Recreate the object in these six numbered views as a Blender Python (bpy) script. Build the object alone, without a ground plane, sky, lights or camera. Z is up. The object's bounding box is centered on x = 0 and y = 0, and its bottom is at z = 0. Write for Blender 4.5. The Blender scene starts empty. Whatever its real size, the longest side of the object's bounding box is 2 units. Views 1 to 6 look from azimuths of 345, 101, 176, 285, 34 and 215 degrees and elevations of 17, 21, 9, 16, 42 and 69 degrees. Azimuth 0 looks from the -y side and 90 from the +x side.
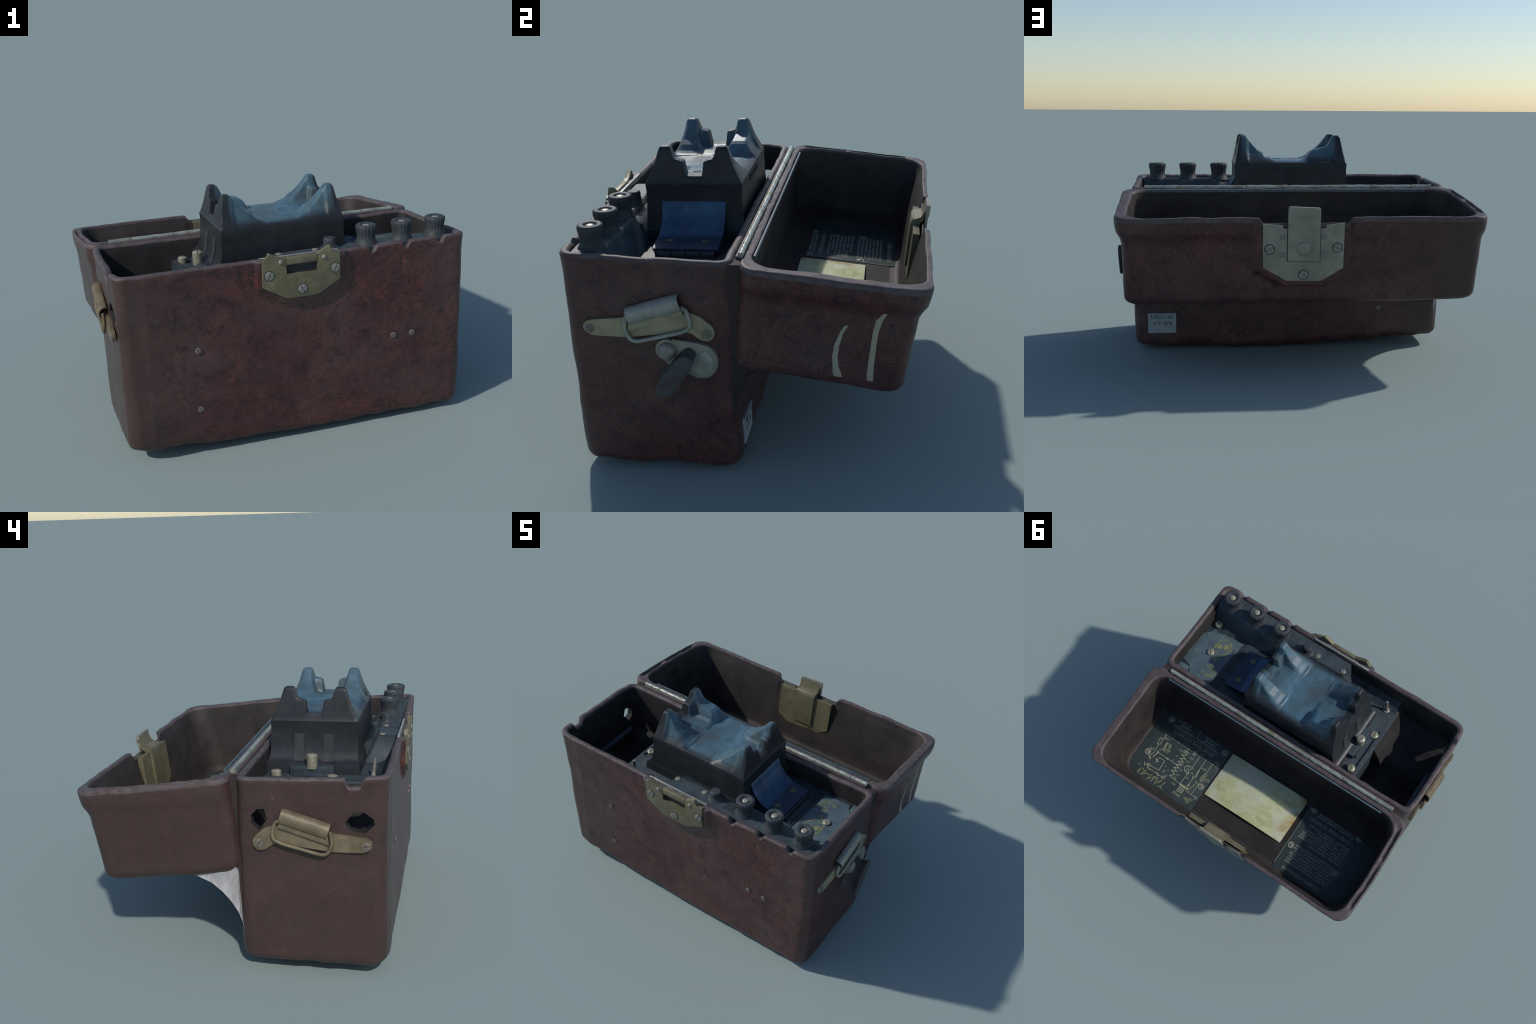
# Field telephone in an open two-part moulded case: body, tilted hinged lid,
# black instrument panel with handset cradle, latches, carry loops and crank.
import bpy, bmesh, math, random
from math import sin, cos, pi, radians, sqrt, hypot, exp, atan2
from mathutils import Vector, Matrix, noise

random.seed(43)
SC = bpy.context.scene.collection
YAW = radians(1.9)          # the whole thing stands slightly turned
TILT = radians(6.85)        # the lid hangs slightly down from its hinge
HINGE = (0.0, -0.006, 0.957)


# ----------------------------------------------------------------- helpers
def frame(x, y, z):
    """scene coordinates -> the telephone's own (turned) frame"""
    c, s = cos(YAW), sin(YAW)
    return (x * c + y * s, -x * s + y * c, z)


def smooth01(a, b, t):
    if a > b:
        return 1.0 - smooth01(b, a, t)
    t = max(0.0, min(1.0, (t - a) / (b - a)))
    return t * t * (3 - 2 * t)


def lerp_table(tab, t):
    if t <= tab[0][0]:
        return tab[0][1]
    for (a, va), (b, vb) in zip(tab, tab[1:]):
        if t <= b:
            return va + (vb - va) * (t - a) / (b - a)
    return tab[-1][1]


def new_obj(name, me, parent, mats, smooth=None):
    if not isinstance(mats, (list, tuple)):
        mats = [mats]
    for m in mats:
        me.materials.append(m)
    ob = bpy.data.objects.new(name, me)
    SC.objects.link(ob)
    if parent is not None:
        ob.parent = parent
    if smooth is not None:
        for p in me.polygons:
            p.use_smooth = True
        me.set_sharp_from_angle(angle=radians(smooth))
    return ob


def from_pydata(name, v, f, parent, mats, smooth=40, fix=True):
    me = bpy.data.meshes.new(name)
    me.from_pydata(v, [], f)
    if fix:
        bm = bmesh.new()
        bm.from_mesh(me)
        bmesh.ops.recalc_face_normals(bm, faces=bm.faces)
        bm.to_mesh(me)
        bm.free()
    me.update()
    return new_obj(name, me, parent, mats, smooth)


def bm_obj(name, bm, parent, mats, smooth=40):
    me = bpy.data.meshes.new(name)
    bmesh.ops.recalc_face_normals(bm, faces=bm.faces)
    bm.to_mesh(me)
    bm.free()
    return new_obj(name, me, parent, mats, smooth)


def bm_prism(bm, poly, lo, hi, put, bevel=0.0, seg=2):
    """extrude a 2d outline between lo and hi; put(a, b, h) -> xyz"""
    bot = [bm.verts.new(put(a, b, lo)) for a, b in poly]
    top = [bm.verts.new(put(a, b, hi)) for a, b in poly]
    fs = [bm.faces.new(bot[::-1]), bm.faces.new(top)]
    n = len(poly)
    for i in range(n):
        fs.append(bm.faces.new((bot[i], bot[(i + 1) % n], top[(i + 1) % n], top[i])))
    if bevel > 0:
        es = list({e for e in fs[1].edges})
        bmesh.ops.bevel(bm, geom=es, offset=bevel, segments=seg, affect='EDGES', profile=0.6)


def prism(name, poly, lo, hi, put, parent, mat, bevel=0.0, smooth=35):
    bm = bmesh.new()
    bm_prism(bm, poly, lo, hi, put, bevel)
    return bm_obj(name, bm, parent, mat, smooth)


def bm_box(bm, x0, x1, y0, y1, z0, z1, bevel=0.0, seg=2):
    vs = [bm.verts.new((x, y, z)) for z in (z0, z1) for y in (y0, y1) for x in (x0, x1)]
    idx = [(0, 2, 3, 1), (4, 5, 7, 6), (0, 1, 5, 4), (2, 6, 7, 3), (0, 4, 6, 2), (1, 3, 7, 5)]
    fs = [bm.faces.new([vs[i] for i in q]) for q in idx]
    if bevel > 0:
        es = list({e for f in fs for e in f.edges})
        bmesh.ops.bevel(bm, geom=es, offset=bevel, segments=seg, affect='EDGES', profile=0.5)


def box(name, x0, x1, y0, y1, z0, z1, parent, mat, bevel=0.004, smooth=35):
    bm = bmesh.new()
    bm_box(bm, x0, x1, y0, y1, z0, z1, bevel)
    return bm_obj(name, bm, parent, mat, smooth)


def lathe_mesh(profile, seg=40, flute=None):
    """profile: (radius, height) from the base up; closed at the axis"""
    v, f = [], []
    n = len(profile)
    for j, (r, h) in enumerate(profile):
        for i in range(seg):
            a = 2 * pi * i / seg
            rr = r + (flute(a, j) if flute else 0.0)
            v.append((rr * cos(a), rr * sin(a), h))
    for j in range(n - 1):
        for i in range(seg):
            k = (i + 1) % seg
            f.append((j * seg + i, j * seg + k, (j + 1) * seg + k, (j + 1) * seg + i))
    f.append(tuple(range(seg))[::-1])
    f.append(tuple((n - 1) * seg + i for i in range(seg)))
    return v, f


def sweep(path, radius, seg=10, closed=False, flat=1.0):
    """round bar along a path (a list of Vectors)"""
    v, f = [], []
    n = len(path)
    up0 = Vector((1, 0, 0))
    for i, p in enumerate(path):
        a = path[(i - 1) % n] if (closed or i > 0) else p
        b = path[(i + 1) % n] if (closed or i < n - 1) else p
        t = (b - a).normalized()
        s = t.cross(up0)
        if s.length < 1e-4:
            s = t.cross(Vector((0, 1, 0)))
        s.normalize()
        u = s.cross(t).normalized()
        for k in range(seg):
            w = 2 * pi * k / seg
            v.append(p + s * radius * cos(w) + u * radius * flat * sin(w))
    m = n if closed else n - 1
    for i in range(m):
        j = (i + 1) % n
        for k in range(seg):
            l = (k + 1) % seg
            f.append((i * seg + k, i * seg + l, j * seg + l, j * seg + k))
    if not closed:
        f.append(tuple(range(seg))[::-1])
        f.append(tuple((n - 1) * seg + k for k in range(seg)))
    return [tuple(q) for q in v], f


def round_path(pts, r, n=6, closed=False):
    """fillet the corners of a polyline of 3d Vectors"""
    out = []
    m = len(pts)
    for i, p in enumerate(pts):
        if not closed and i in (0, m - 1):
            out.append(p.copy())
            continue
        a, b = pts[i - 1], pts[(i + 1) % m]
        da, db = (a - p), (b - p)
        ra = min(r, da.length * 0.45)
        rb = min(r, db.length * 0.45)
        s, e = p + da.normalized() * ra, p + db.normalized() * rb
        for k in range(n + 1):
            t = k / n
            out.append(s * (1 - t) ** 2 + p * 2 * t * (1 - t) + e * t * t)
    return out


def round_poly(pts, r, n=5):
    q = round_path([Vector((a, b, 0)) for a, b in pts], r, n, True)
    return [(p.x, p.y) for p in q]


def ellipse(cx, cy, rx, ry, n=24, a0=0.0, a1=2 * pi):
    return [(cx + rx * cos(a0 + (a1 - a0) * i / n), cy + ry * sin(a0 + (a1 - a0) * i / n)) for i in range(n)]


def ring(x0, x1, y0, y1, r, mx, my, k=7):
    """rounded rectangle with a fixed number of points per side and corner"""
    pts = []
    corners = [((x1 - r, y0 + r), -pi / 2), ((x1 - r, y1 - r), 0), ((x0 + r, y1 - r), pi / 2), ((x0 + r, y0 + r), pi)]
    sides = [((x0 + r, y0), (x1 - r, y0), mx), ((x1, y0 + r), (x1, y1 - r), my),
             ((x1 - r, y1), (x0 + r, y1), mx), ((x0, y1 - r), (x0, y0 + r), my)]
    for (a, b, m), (c, ang) in zip(sides, corners):
        for i in range(m):
            t = i / m
            pts.append((a[0] + (b[0] - a[0]) * t, a[1] + (b[1] - a[1]) * t))
        for i in range(k):
            w = ang + (pi / 2) * i / k
            pts.append((c[0] + r * cos(w), c[1] + r * sin(w)))
    return pts


def loft(rings):
    """rings: equal-length lists of 3d points; both ends capped by fans of quads"""
    v = [p for r in rings for p in r]
    n = len(rings[0])
    f = []
    for j in range(len(rings) - 1):
        for i in range(n):
            k = (i + 1) % n
            f.append((j * n + i, j * n + k, (j + 1) * n + k, (j + 1) * n + i))
    return v, f, n


def signed_inside(poly, a, b):
    """distance inside a convex counter-clockwise outline (negative outside)"""
    d = 1e9
    n = len(poly)
    for i in range(n):
        (x0, y0), (x1, y1) = poly[i], poly[(i + 1) % n]
        ex, ey = x1 - x0, y1 - y0
        l = hypot(ex, ey)
        d = min(d, (ex * (b - y0) - ey * (a - x0)) / l)
    return d


def wobble(p, amp, freq, seed):
    q = Vector(p) * freq + Vector((seed, seed * 1.7, -seed))
    return noise.noise_vector(q) * amp


def apply_boolean(ob, cutter):
    m = ob.modifiers.new('cut', 'BOOLEAN')
    m.operation = 'DIFFERENCE'
    m.solver = 'EXACT'
    m.object = cutter
    dg = bpy.context.evaluated_depsgraph_get()
    me = bpy.data.meshes.new_from_object(ob.evaluated_get(dg))
    ob.modifiers.clear()
    old = ob.data
    ob.data = me
    bpy.data.meshes.remove(old)
    cm = cutter.data
    bpy.data.objects.remove(cutter)
    bpy.data.meshes.remove(cm)


# --------------------------------------------------------------- materials
def mat_new(name):
    m = bpy.data.materials.new(name)
    m.use_nodes = True
    nt = m.node_tree
    for n in list(nt.nodes):
        nt.nodes.remove(n)
    out = nt.nodes.new('ShaderNodeOutputMaterial')
    bs = nt.nodes.new('ShaderNodeBsdfPrincipled')
    nt.links.new(bs.outputs[0], out.inputs[0])
    tc = nt.nodes.new('ShaderNodeTexCoord')
    return m, nt, bs, tc


def n_noise(nt, vec, scale, detail=4, rough=0.6, dist=0.0):
    n = nt.nodes.new('ShaderNodeTexNoise')
    n.inputs['Scale'].default_value = scale
    n.inputs['Detail'].default_value = detail
    n.inputs['Roughness'].default_value = rough
    n.inputs['Distortion'].default_value = dist
    nt.links.new(vec, n.inputs['Vector'])
    return n.outputs['Fac']


def n_ramp(nt, fac, stops):
    r = nt.nodes.new('ShaderNodeValToRGB')
    while len(r.color_ramp.elements) < len(stops):
        r.color_ramp.elements.new(0.5)
    for e, (p, c) in zip(r.color_ramp.elements, stops):
        e.position = p
        e.color = (c, c, c, 1) if isinstance(c, (int, float)) else (c[0], c[1], c[2], 1)
    nt.links.new(fac, r.inputs[0])
    return r.outputs[0]


def n_mix(nt, fac, a, b, mode='MIX'):
    m = nt.nodes.new('ShaderNodeMix')
    m.data_type = 'RGBA'
    m.blend_type = mode
    for sock, val in ((m.inputs[0], fac), (m.inputs[6], a), (m.inputs[7], b)):
        if isinstance(val, (int, float)):
            sock.default_value = val
        elif isinstance(val, tuple):
            sock.default_value = (val[0], val[1], val[2], 1)
        else:
            nt.links.new(val, sock)
    return m.outputs[2]


def n_math(nt, op, a, b=0.0, clamp=False):
    m = nt.nodes.new('ShaderNodeMath')
    m.operation = op
    m.use_clamp = clamp
    for sock, val in ((m.inputs[0], a), (m.inputs[1], b)):
        if isinstance(val, (int, float)):
            sock.default_value = val
        else:
            nt.links.new(val, sock)
    return m.outputs[0]


def n_band(nt, val, a, b):
    """smooth mask rising from a to b"""
    m = nt.nodes.new('ShaderNodeMapRange')
    m.interpolation_type = 'SMOOTHSTEP'
    m.inputs['From Min'].default_value = a
    m.inputs['From Max'].default_value = b
    nt.links.new(val, m.inputs['Value'])
    return m.outputs[0]


def n_mapping(nt, vec, scale=(1, 1, 1), rot=(0, 0, 0)):
    m = nt.nodes.new('ShaderNodeMapping')
    m.inputs['Scale'].default_value = scale
    m.inputs['Rotation'].default_value = rot
    nt.links.new(vec, m.inputs['Vector'])
    return m.outputs[0]


def n_bump(nt, bs, height, strength, dist=0.01):
    b = nt.nodes.new('ShaderNodeBump')
    b.inputs['Strength'].default_value = strength
    b.inputs['Distance'].default_value = dist
    nt.links.new(height, b.inputs['Height'])
    nt.links.new(b.outputs[0], bs.inputs['Normal'])


def finish(bs, rough=0.6, spec=0.3, metal=0.0):
    bs.inputs['Roughness'].default_value = rough
    bs.inputs['Specular IOR Level'].default_value = spec
    bs.inputs['Metallic'].default_value = metal


def make_bakelite(name):
    """moulded brown phenolic: dark ground, red and orange fibre flecks in drifts, dusty worn areas"""
    m, nt, bs, tc = mat_new(name)
    o = tc.outputs['Object']
    big = n_noise(nt, o, 2.1, 3, 0.55, 0.3)
    mid = n_noise(nt, o, 9.0, 6, 0.68, 0.7)
    fine = n_noise(nt, n_mapping(nt, o, (1.0, 1.0, 1.5)), 42.0, 6, 0.72, 1.4)
    sx = nt.nodes.new('ShaderNodeSeparateXYZ')
    nt.links.new(o, sx.inputs[0])
    far = n_math(nt, 'ADD', sx.outputs[0], n_math(nt, 'MULTIPLY', big, 0.5))
    lively = n_ramp(nt, n_band(nt, far, -0.70, -0.25), [(0.0, 0.30), (1.0, 1.0)])
    c = n_ramp(nt, mid, [(0.30, (0.020, 0.011, 0.013)), (0.48, (0.046, 0.019, 0.021)), (0.72, (0.075, 0.035, 0.036))])
    red = n_math(nt, 'MULTIPLY', n_ramp(nt, fine, [(0.46, 0.0), (0.64, 0.9)]),
                 n_ramp(nt, n_noise(nt, o, 3.0, 3, 0.55, 0.5), [(0.34, 0.45), (0.58, 1.0)]))
    red = n_math(nt, 'MULTIPLY', red, lively)
    c = n_mix(nt, red, c, (0.122, 0.031, 0.028))
    vor = n_noise(nt, n_mapping(nt, o, (1, 1, 1), (0.3, 0.7, 0.2)), 62.0, 4, 0.78, 2.8)
    orange = n_math(nt, 'MULTIPLY', n_ramp(nt, vor, [(0.54, 0.0), (0.62, 0.9)]),
                    n_ramp(nt, n_noise(nt, n_mapping(nt, o, (1, 1, 1.4)), 3.6, 3, 0.6, 0.5), [(0.45, 0.0), (0.60, 1.0)]))
    orange = n_math(nt, 'MULTIPLY', orange, lively)
    c = n_mix(nt, orange, c, (0.235, 0.088, 0.040))
    dust = n_math(nt, 'MULTIPLY', n_ramp(nt, big, [(0.46, 0.0), (0.70, 0.6)]), n_ramp(nt, mid, [(0.30, 0.5), (0.65, 1.0)]))
    c = n_mix(nt, dust, c, (0.084, 0.056, 0.052))
    c = n_mix(nt, n_math(nt, 'MULTIPLY', n_math(nt, 'SUBTRACT', 1.0, lively), 0.95), c, (0.056, 0.037, 0.030))
    dark = n_ramp(nt, n_noise(nt, o, 16.0, 6, 0.72, 1.0), [(0.32, 0.85), (0.47, 0.0)])
    dark = n_math(nt, 'MULTIPLY', dark, lively)
    c = n_mix(nt, dark, c, (0.016, 0.010, 0.013))
    scr = n_ramp(nt, n_noise(nt, n_mapping(nt, o, (1.0, 1.0, 3.2), (0.2, 0.5, 0.4)), 30, 2, 0.5, 0.3), [(0.735, 0.0), (0.77, 0.5)])
    c = n_mix(nt, scr, c, (0.150, 0.130, 0.120))
    nt.links.new(c, bs.inputs['Base Color'])
    finish(bs, 0.38, 0.42)
    n_bump(nt, bs, n_math(nt, 'ADD', fine, n_math(nt, 'MULTIPLY', mid, 1.2)), 0.22, 0.006)
    return m


def make_grainy(name, c0, c1, scale=14, rough=0.55, spec=0.35, metal=0.0, bump=0.15, spots=None, spot_scale=30):
    m, nt, bs, tc = mat_new(name)
    o = tc.outputs['Object']
    f = n_noise(nt, o, scale, 5, 0.6, 0.4)
    c = n_ramp(nt, f, [(0.32, c0), (0.68, c1)])
    if spots:
        s = n_ramp(nt, n_noise(nt, o, spot_scale, 3, 0.6, 0.5), [(0.60, 0.0), (0.72, 0.8)])
        c = n_mix(nt, s, c, spots)
    nt.links.new(c, bs.inputs['Base Color'])
    finish(bs, rough, spec, metal)
    n_bump(nt, bs, n_noise(nt, o, scale * 6, 4, 0.6), bump, 0.003)
    return m


M_BODY = make_bakelite('brown_bakelite')
M_RIM = make_grainy('pale_lilac_rim', (0.070, 0.053, 0.053), (0.112, 0.090, 0.092), 22, 0.55, 0.3, bump=0.25, spots=(0.060, 0.042, 0.040), spot_scale=34)
M_INNER = make_grainy('dusty_brown_lining', (0.028, 0.024, 0.023), (0.050, 0.042, 0.039), 7, 0.6, 0.25)
M_PIT = make_grainy('dark_compartment', (0.022, 0.021, 0.021), (0.040, 0.037, 0.036), 8, 0.7, 0.2)
M_BLACK = make_grainy('black_bakelite', (0.024, 0.033, 0.040), (0.050, 0.067, 0.078), 16, 0.5, 0.28,
                      spots=(0.070, 0.085, 0.095), spot_scale=42)
M_BANK = make_grainy('grey_black_bank', (0.032, 0.045, 0.053), (0.060, 0.080, 0.092), 14, 0.5, 0.3,
                     spots=(0.028, 0.034, 0.040), spot_scale=24)
M_KNOB = make_grainy('knob_bakelite', (0.030, 0.036, 0.041), (0.054, 0.063, 0.070), 40, 0.55, 0.28)
M_PILASTER = make_grainy('dusty_black', (0.030, 0.033, 0.037), (0.046, 0.050, 0.054), 20, 0.6, 0.2)
M_PLATE = make_grainy('black_printed_plate', (0.036, 0.050, 0.052), (0.058, 0.076, 0.078), 9, 0.45, 0.3)
M_COVER = make_grainy('grey_cover_plate', (0.058, 0.092, 0.110), (0.100, 0.148, 0.170), 13, 0.45, 0.4,
                      spots=(0.035, 0.045, 0.050), spot_scale=22)
M_BRASS = make_grainy('dull_brass', (0.120, 0.108, 0.062), (0.195, 0.175, 0.105), 10, 0.5, 0.45, 0.15,
                      spots=(0.10, 0.085, 0.055), spot_scale=26)
M_STEEL = make_grainy('zinc_plate', (0.205, 0.195, 0.150), (0.300, 0.290, 0.230), 8, 0.42, 0.5, 0.25,
                      spots=(0.17, 0.145, 0.095), spot_scale=12)
M_OCHRE = make_grainy('ochre_brass', (0.120, 0.094, 0.056), (0.205, 0.165, 0.105), 12, 0.5, 0.4, 0.15,
                      spots=(0.09, 0.07, 0.045), spot_scale=30)
M_LOOP = make_grainy('grey_metal_loop', (0.230, 0.235, 0.200), (0.340, 0.345, 0.300), 14, 0.42, 0.5, 0.2,
                     spots=(0.12, 0.12, 0.10), spot_scale=34)
M_STRAP = make_grainy('pale_brass_strap', (0.235, 0.215, 0.130), (0.330, 0.300, 0.195), 14, 0.45, 0.5, 0.15,
                      spots=(0.20, 0.15, 0.08), spot_scale=16)
M_SCREW = make_grainy('screw_metal', (0.240, 0.230, 0.160), (0.420, 0.400, 0.310), 60, 0.4, 0.5, 0.3)
M_SCREW_GREY = make_grainy('grey_screw_metal', (0.170, 0.160, 0.140), (0.290, 0.280, 0.250), 60, 0.45, 0.45, 0.2)
M_SCREW_DULL = make_grainy('dull_case_screw', (0.110, 0.095, 0.085), (0.200, 0.180, 0.165), 70, 0.5, 0.4, 0.1)
M_HINGE = make_grainy('hinge_metal', (0.250, 0.265, 0.225), (0.450, 0.470, 0.410), 13, 0.35, 0.5, 0.4,
                      spots=(0.24, 0.20, 0.10), spot_scale=9)
M_PRINT = make_grainy('cream_print', (0.300, 0.330, 0.215), (0.410, 0.440, 0.300), 20, 0.6, 0.2)
M_PRINT_DIM = make_grainy('dim_print', (0.215, 0.235, 0.195), (0.310, 0.335, 0.285), 20, 0.6, 0.2)
M_GOLD = make_grainy('worn_gold_print', (0.105, 0.125, 0.085), (0.260, 0.265, 0.140), 38, 0.6, 0.2)
M_INK = make_grainy('ink', (0.055, 0.066, 0.075), (0.090, 0.105, 0.115), 40, 0.8, 0.1)
M_LABEL = make_grainy('grey_label', (0.260, 0.300, 0.330), (0.360, 0.400, 0.430), 18, 0.7, 0.2)
M_DRIP = make_grainy('paint_drip', (0.280, 0.270, 0.200), (0.370, 0.350, 0.270), 30, 0.6, 0.3, spots=(0.20, 0.18, 0.14))
M_FILL = make_grainy('fillet_brown', (0.030, 0.024, 0.022), (0.050, 0.039, 0.034), 6, 0.7, 0.2)
M_CRANK = make_grainy('crank_dark', (0.045, 0.043, 0.046), (0.085, 0.082, 0.086), 22, 0.6, 0.3,
                      spots=(0.12, 0.115, 0.12), spot_scale=26)
M_DARKHOLE = make_grainy('slot_dark', (0.018, 0.020, 0.022), (0.036, 0.038, 0.040), 12, 0.6, 0.3)
M_FLAP = make_grainy('sky_tinted_metal', (0.018, 0.048, 0.098), (0.042, 0.110, 0.205), 6, 0.4, 0.4,  # dark flap coloured blue for the sky it mirrors
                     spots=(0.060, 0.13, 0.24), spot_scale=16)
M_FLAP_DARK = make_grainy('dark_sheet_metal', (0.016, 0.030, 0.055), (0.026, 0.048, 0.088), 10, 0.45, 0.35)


def make_white_end():
    m, nt, bs, tc = mat_new('pale_fillet_end')
    o = tc.outputs['Object']
    f = n_noise(nt, n_mapping(nt, o, (1, 1, 0.5)), 22, 5, 0.6, 1.0)
    c = n_ramp(nt, f, [(0.3, (0.30, 0.285, 0.28)), (0.7, (0.46, 0.44, 0.44))])
    nt.links.new(c, bs.inputs['Base Color'])
    finish(bs, 0.75, 0.2)
    n_bump(nt, bs, f, 0.3, 0.01)
    return m


def make_paper():
    m, nt, bs, tc = mat_new('yellowed_paper')
    o = tc.outputs['Object']
    streak = n_noise(nt, n_mapping(nt, o, (1.0, 2.2, 1)), 11, 5, 0.65, 0.5)
    c = n_ramp(nt, streak, [(0.3, (0.40, 0.42, 0.20)), (0.62, (0.58, 0.61, 0.36))])
    pale = n_ramp(nt, n_noise(nt, o, 5.0, 3, 0.5, 0.6), [(0.45, 0.0), (0.65, 0.75)])
    c = n_mix(nt, pale, c, (0.58, 0.60, 0.50))
    sx = nt.nodes.new('ShaderNodeSeparateXYZ')
    nt.links.new(o, sx.inputs[0])
    edge = n_math(nt, 'MULTIPLY', n_band(nt, sx.outputs[0], -0.20, -0.31),
                  n_ramp(nt, n_noise(nt, o, 9, 4, 0.6), [(0.38, 0.0), (0.6, 1.0)]))
    c = n_mix(nt, edge, c, (0.36, 0.24, 0.09))
    sp = n_ramp(nt, n_noise(nt, o, 44, 2, 0.5), [(0.70, 0.0), (0.76, 0.8)])
    c = n_mix(nt, sp, c, (0.30, 0.26, 0.13))
    nt.links.new(c, bs.inputs['Base Color'])
    finish(bs, 0.6, 0.3)
    return m


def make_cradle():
    """black moulding; blue sky reflection painted over the saddle and inner horn faces"""
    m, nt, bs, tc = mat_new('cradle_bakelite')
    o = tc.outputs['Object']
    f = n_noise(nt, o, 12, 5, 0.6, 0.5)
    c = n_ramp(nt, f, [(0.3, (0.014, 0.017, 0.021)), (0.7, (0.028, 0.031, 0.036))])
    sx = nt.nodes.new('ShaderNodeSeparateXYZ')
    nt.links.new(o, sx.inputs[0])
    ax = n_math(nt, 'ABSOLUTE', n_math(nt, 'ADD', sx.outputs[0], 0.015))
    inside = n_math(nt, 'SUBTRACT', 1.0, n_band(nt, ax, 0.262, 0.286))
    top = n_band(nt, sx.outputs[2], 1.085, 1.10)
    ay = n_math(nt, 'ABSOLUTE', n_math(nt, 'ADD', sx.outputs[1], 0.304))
    sky_tint = n_math(nt, 'MULTIPLY', n_math(nt, 'MULTIPLY', inside, top), n_math(nt, 'SUBTRACT', 1.0, n_band(nt, ay, 0.165, 0.212)))
    sky_tint = n_math(nt, 'MULTIPLY', sky_tint, n_ramp(nt, n_noise(nt, o, 4.0, 3, 0.6, 0.6), [(0.30, 0.55), (0.55, 1.0)]))
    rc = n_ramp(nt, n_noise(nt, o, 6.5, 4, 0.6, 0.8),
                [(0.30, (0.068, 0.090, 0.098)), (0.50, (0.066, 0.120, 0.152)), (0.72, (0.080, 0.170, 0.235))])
    c = n_mix(nt, sky_tint, c, rc)
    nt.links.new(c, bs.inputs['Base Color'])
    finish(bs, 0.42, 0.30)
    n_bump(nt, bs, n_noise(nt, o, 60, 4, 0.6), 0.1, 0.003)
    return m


M_WHITE = make_white_end()
M_PAPER = make_paper()
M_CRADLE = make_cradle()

# -------------------------------------------------------------------- root
root = bpy.data.objects.new('field_telephone', None)
SC.objects.link(root)
root.rotation_euler = (0, 0, YAW)
root['label'] = 'old brown bakelite field telephone, open lid, black handset cradle'
root['category'] = 'field telephone'


# ---------------------------------------------------------------- the body
LATCH_BOSS = [(-0.250, 1.02), (-0.250, 0.828), (-0.105, 0.742), (0.085, 0.732), (0.222, 0.815), (0.222, 1.02)]


def rim_height(x, y):
    z = 0.984 - 0.028 * (y + 0.725) / 0.69
    if y < -0.60:
        for nx in (0.367, 0.558, 0.752):
            z -= 0.030 * (1 - smooth01(0.007, 0.026, abs(x - nx)))
    if x < -0.80:
        z -= 0.042 * (1 - smooth01(0.024, 0.044, abs(y + 0.572)))
        z -= 0.006 * max(0.0, noise.noise(Vector((3.1, y * 26, 0.2))))
    z += 0.0035 * noise.noise(Vector((x * 9, y * 9, 4.2))) + 0.002 * noise.noise(Vector((x * 27, y * 27, 1.2)))
    return z


def body_bottom(x, y):
    back = 0.45 + 0.55 * smooth01(-0.70, -0.10, y)
    z = 0.044 - 0.020 * x - 0.036 * exp(-((x - 0.05) / 0.46) ** 2) * back
    z += 0.012 * noise.noise(Vector((x * 7, y * 7, 1.7))) + 0.006 * noise.noise(Vector((x * 19, y * 19, 5.7)))
    return z


def bay_floor(y):
    """floor of the battery bay: piled up to the front, sunk at the back"""
    return 0.645 + 0.120 * smooth01(-0.46, -0.70, y) - 0.110 * smooth01(-0.42, -0.26, y) + 0.10 * smooth01(-0.19, -0.08, y)


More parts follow.
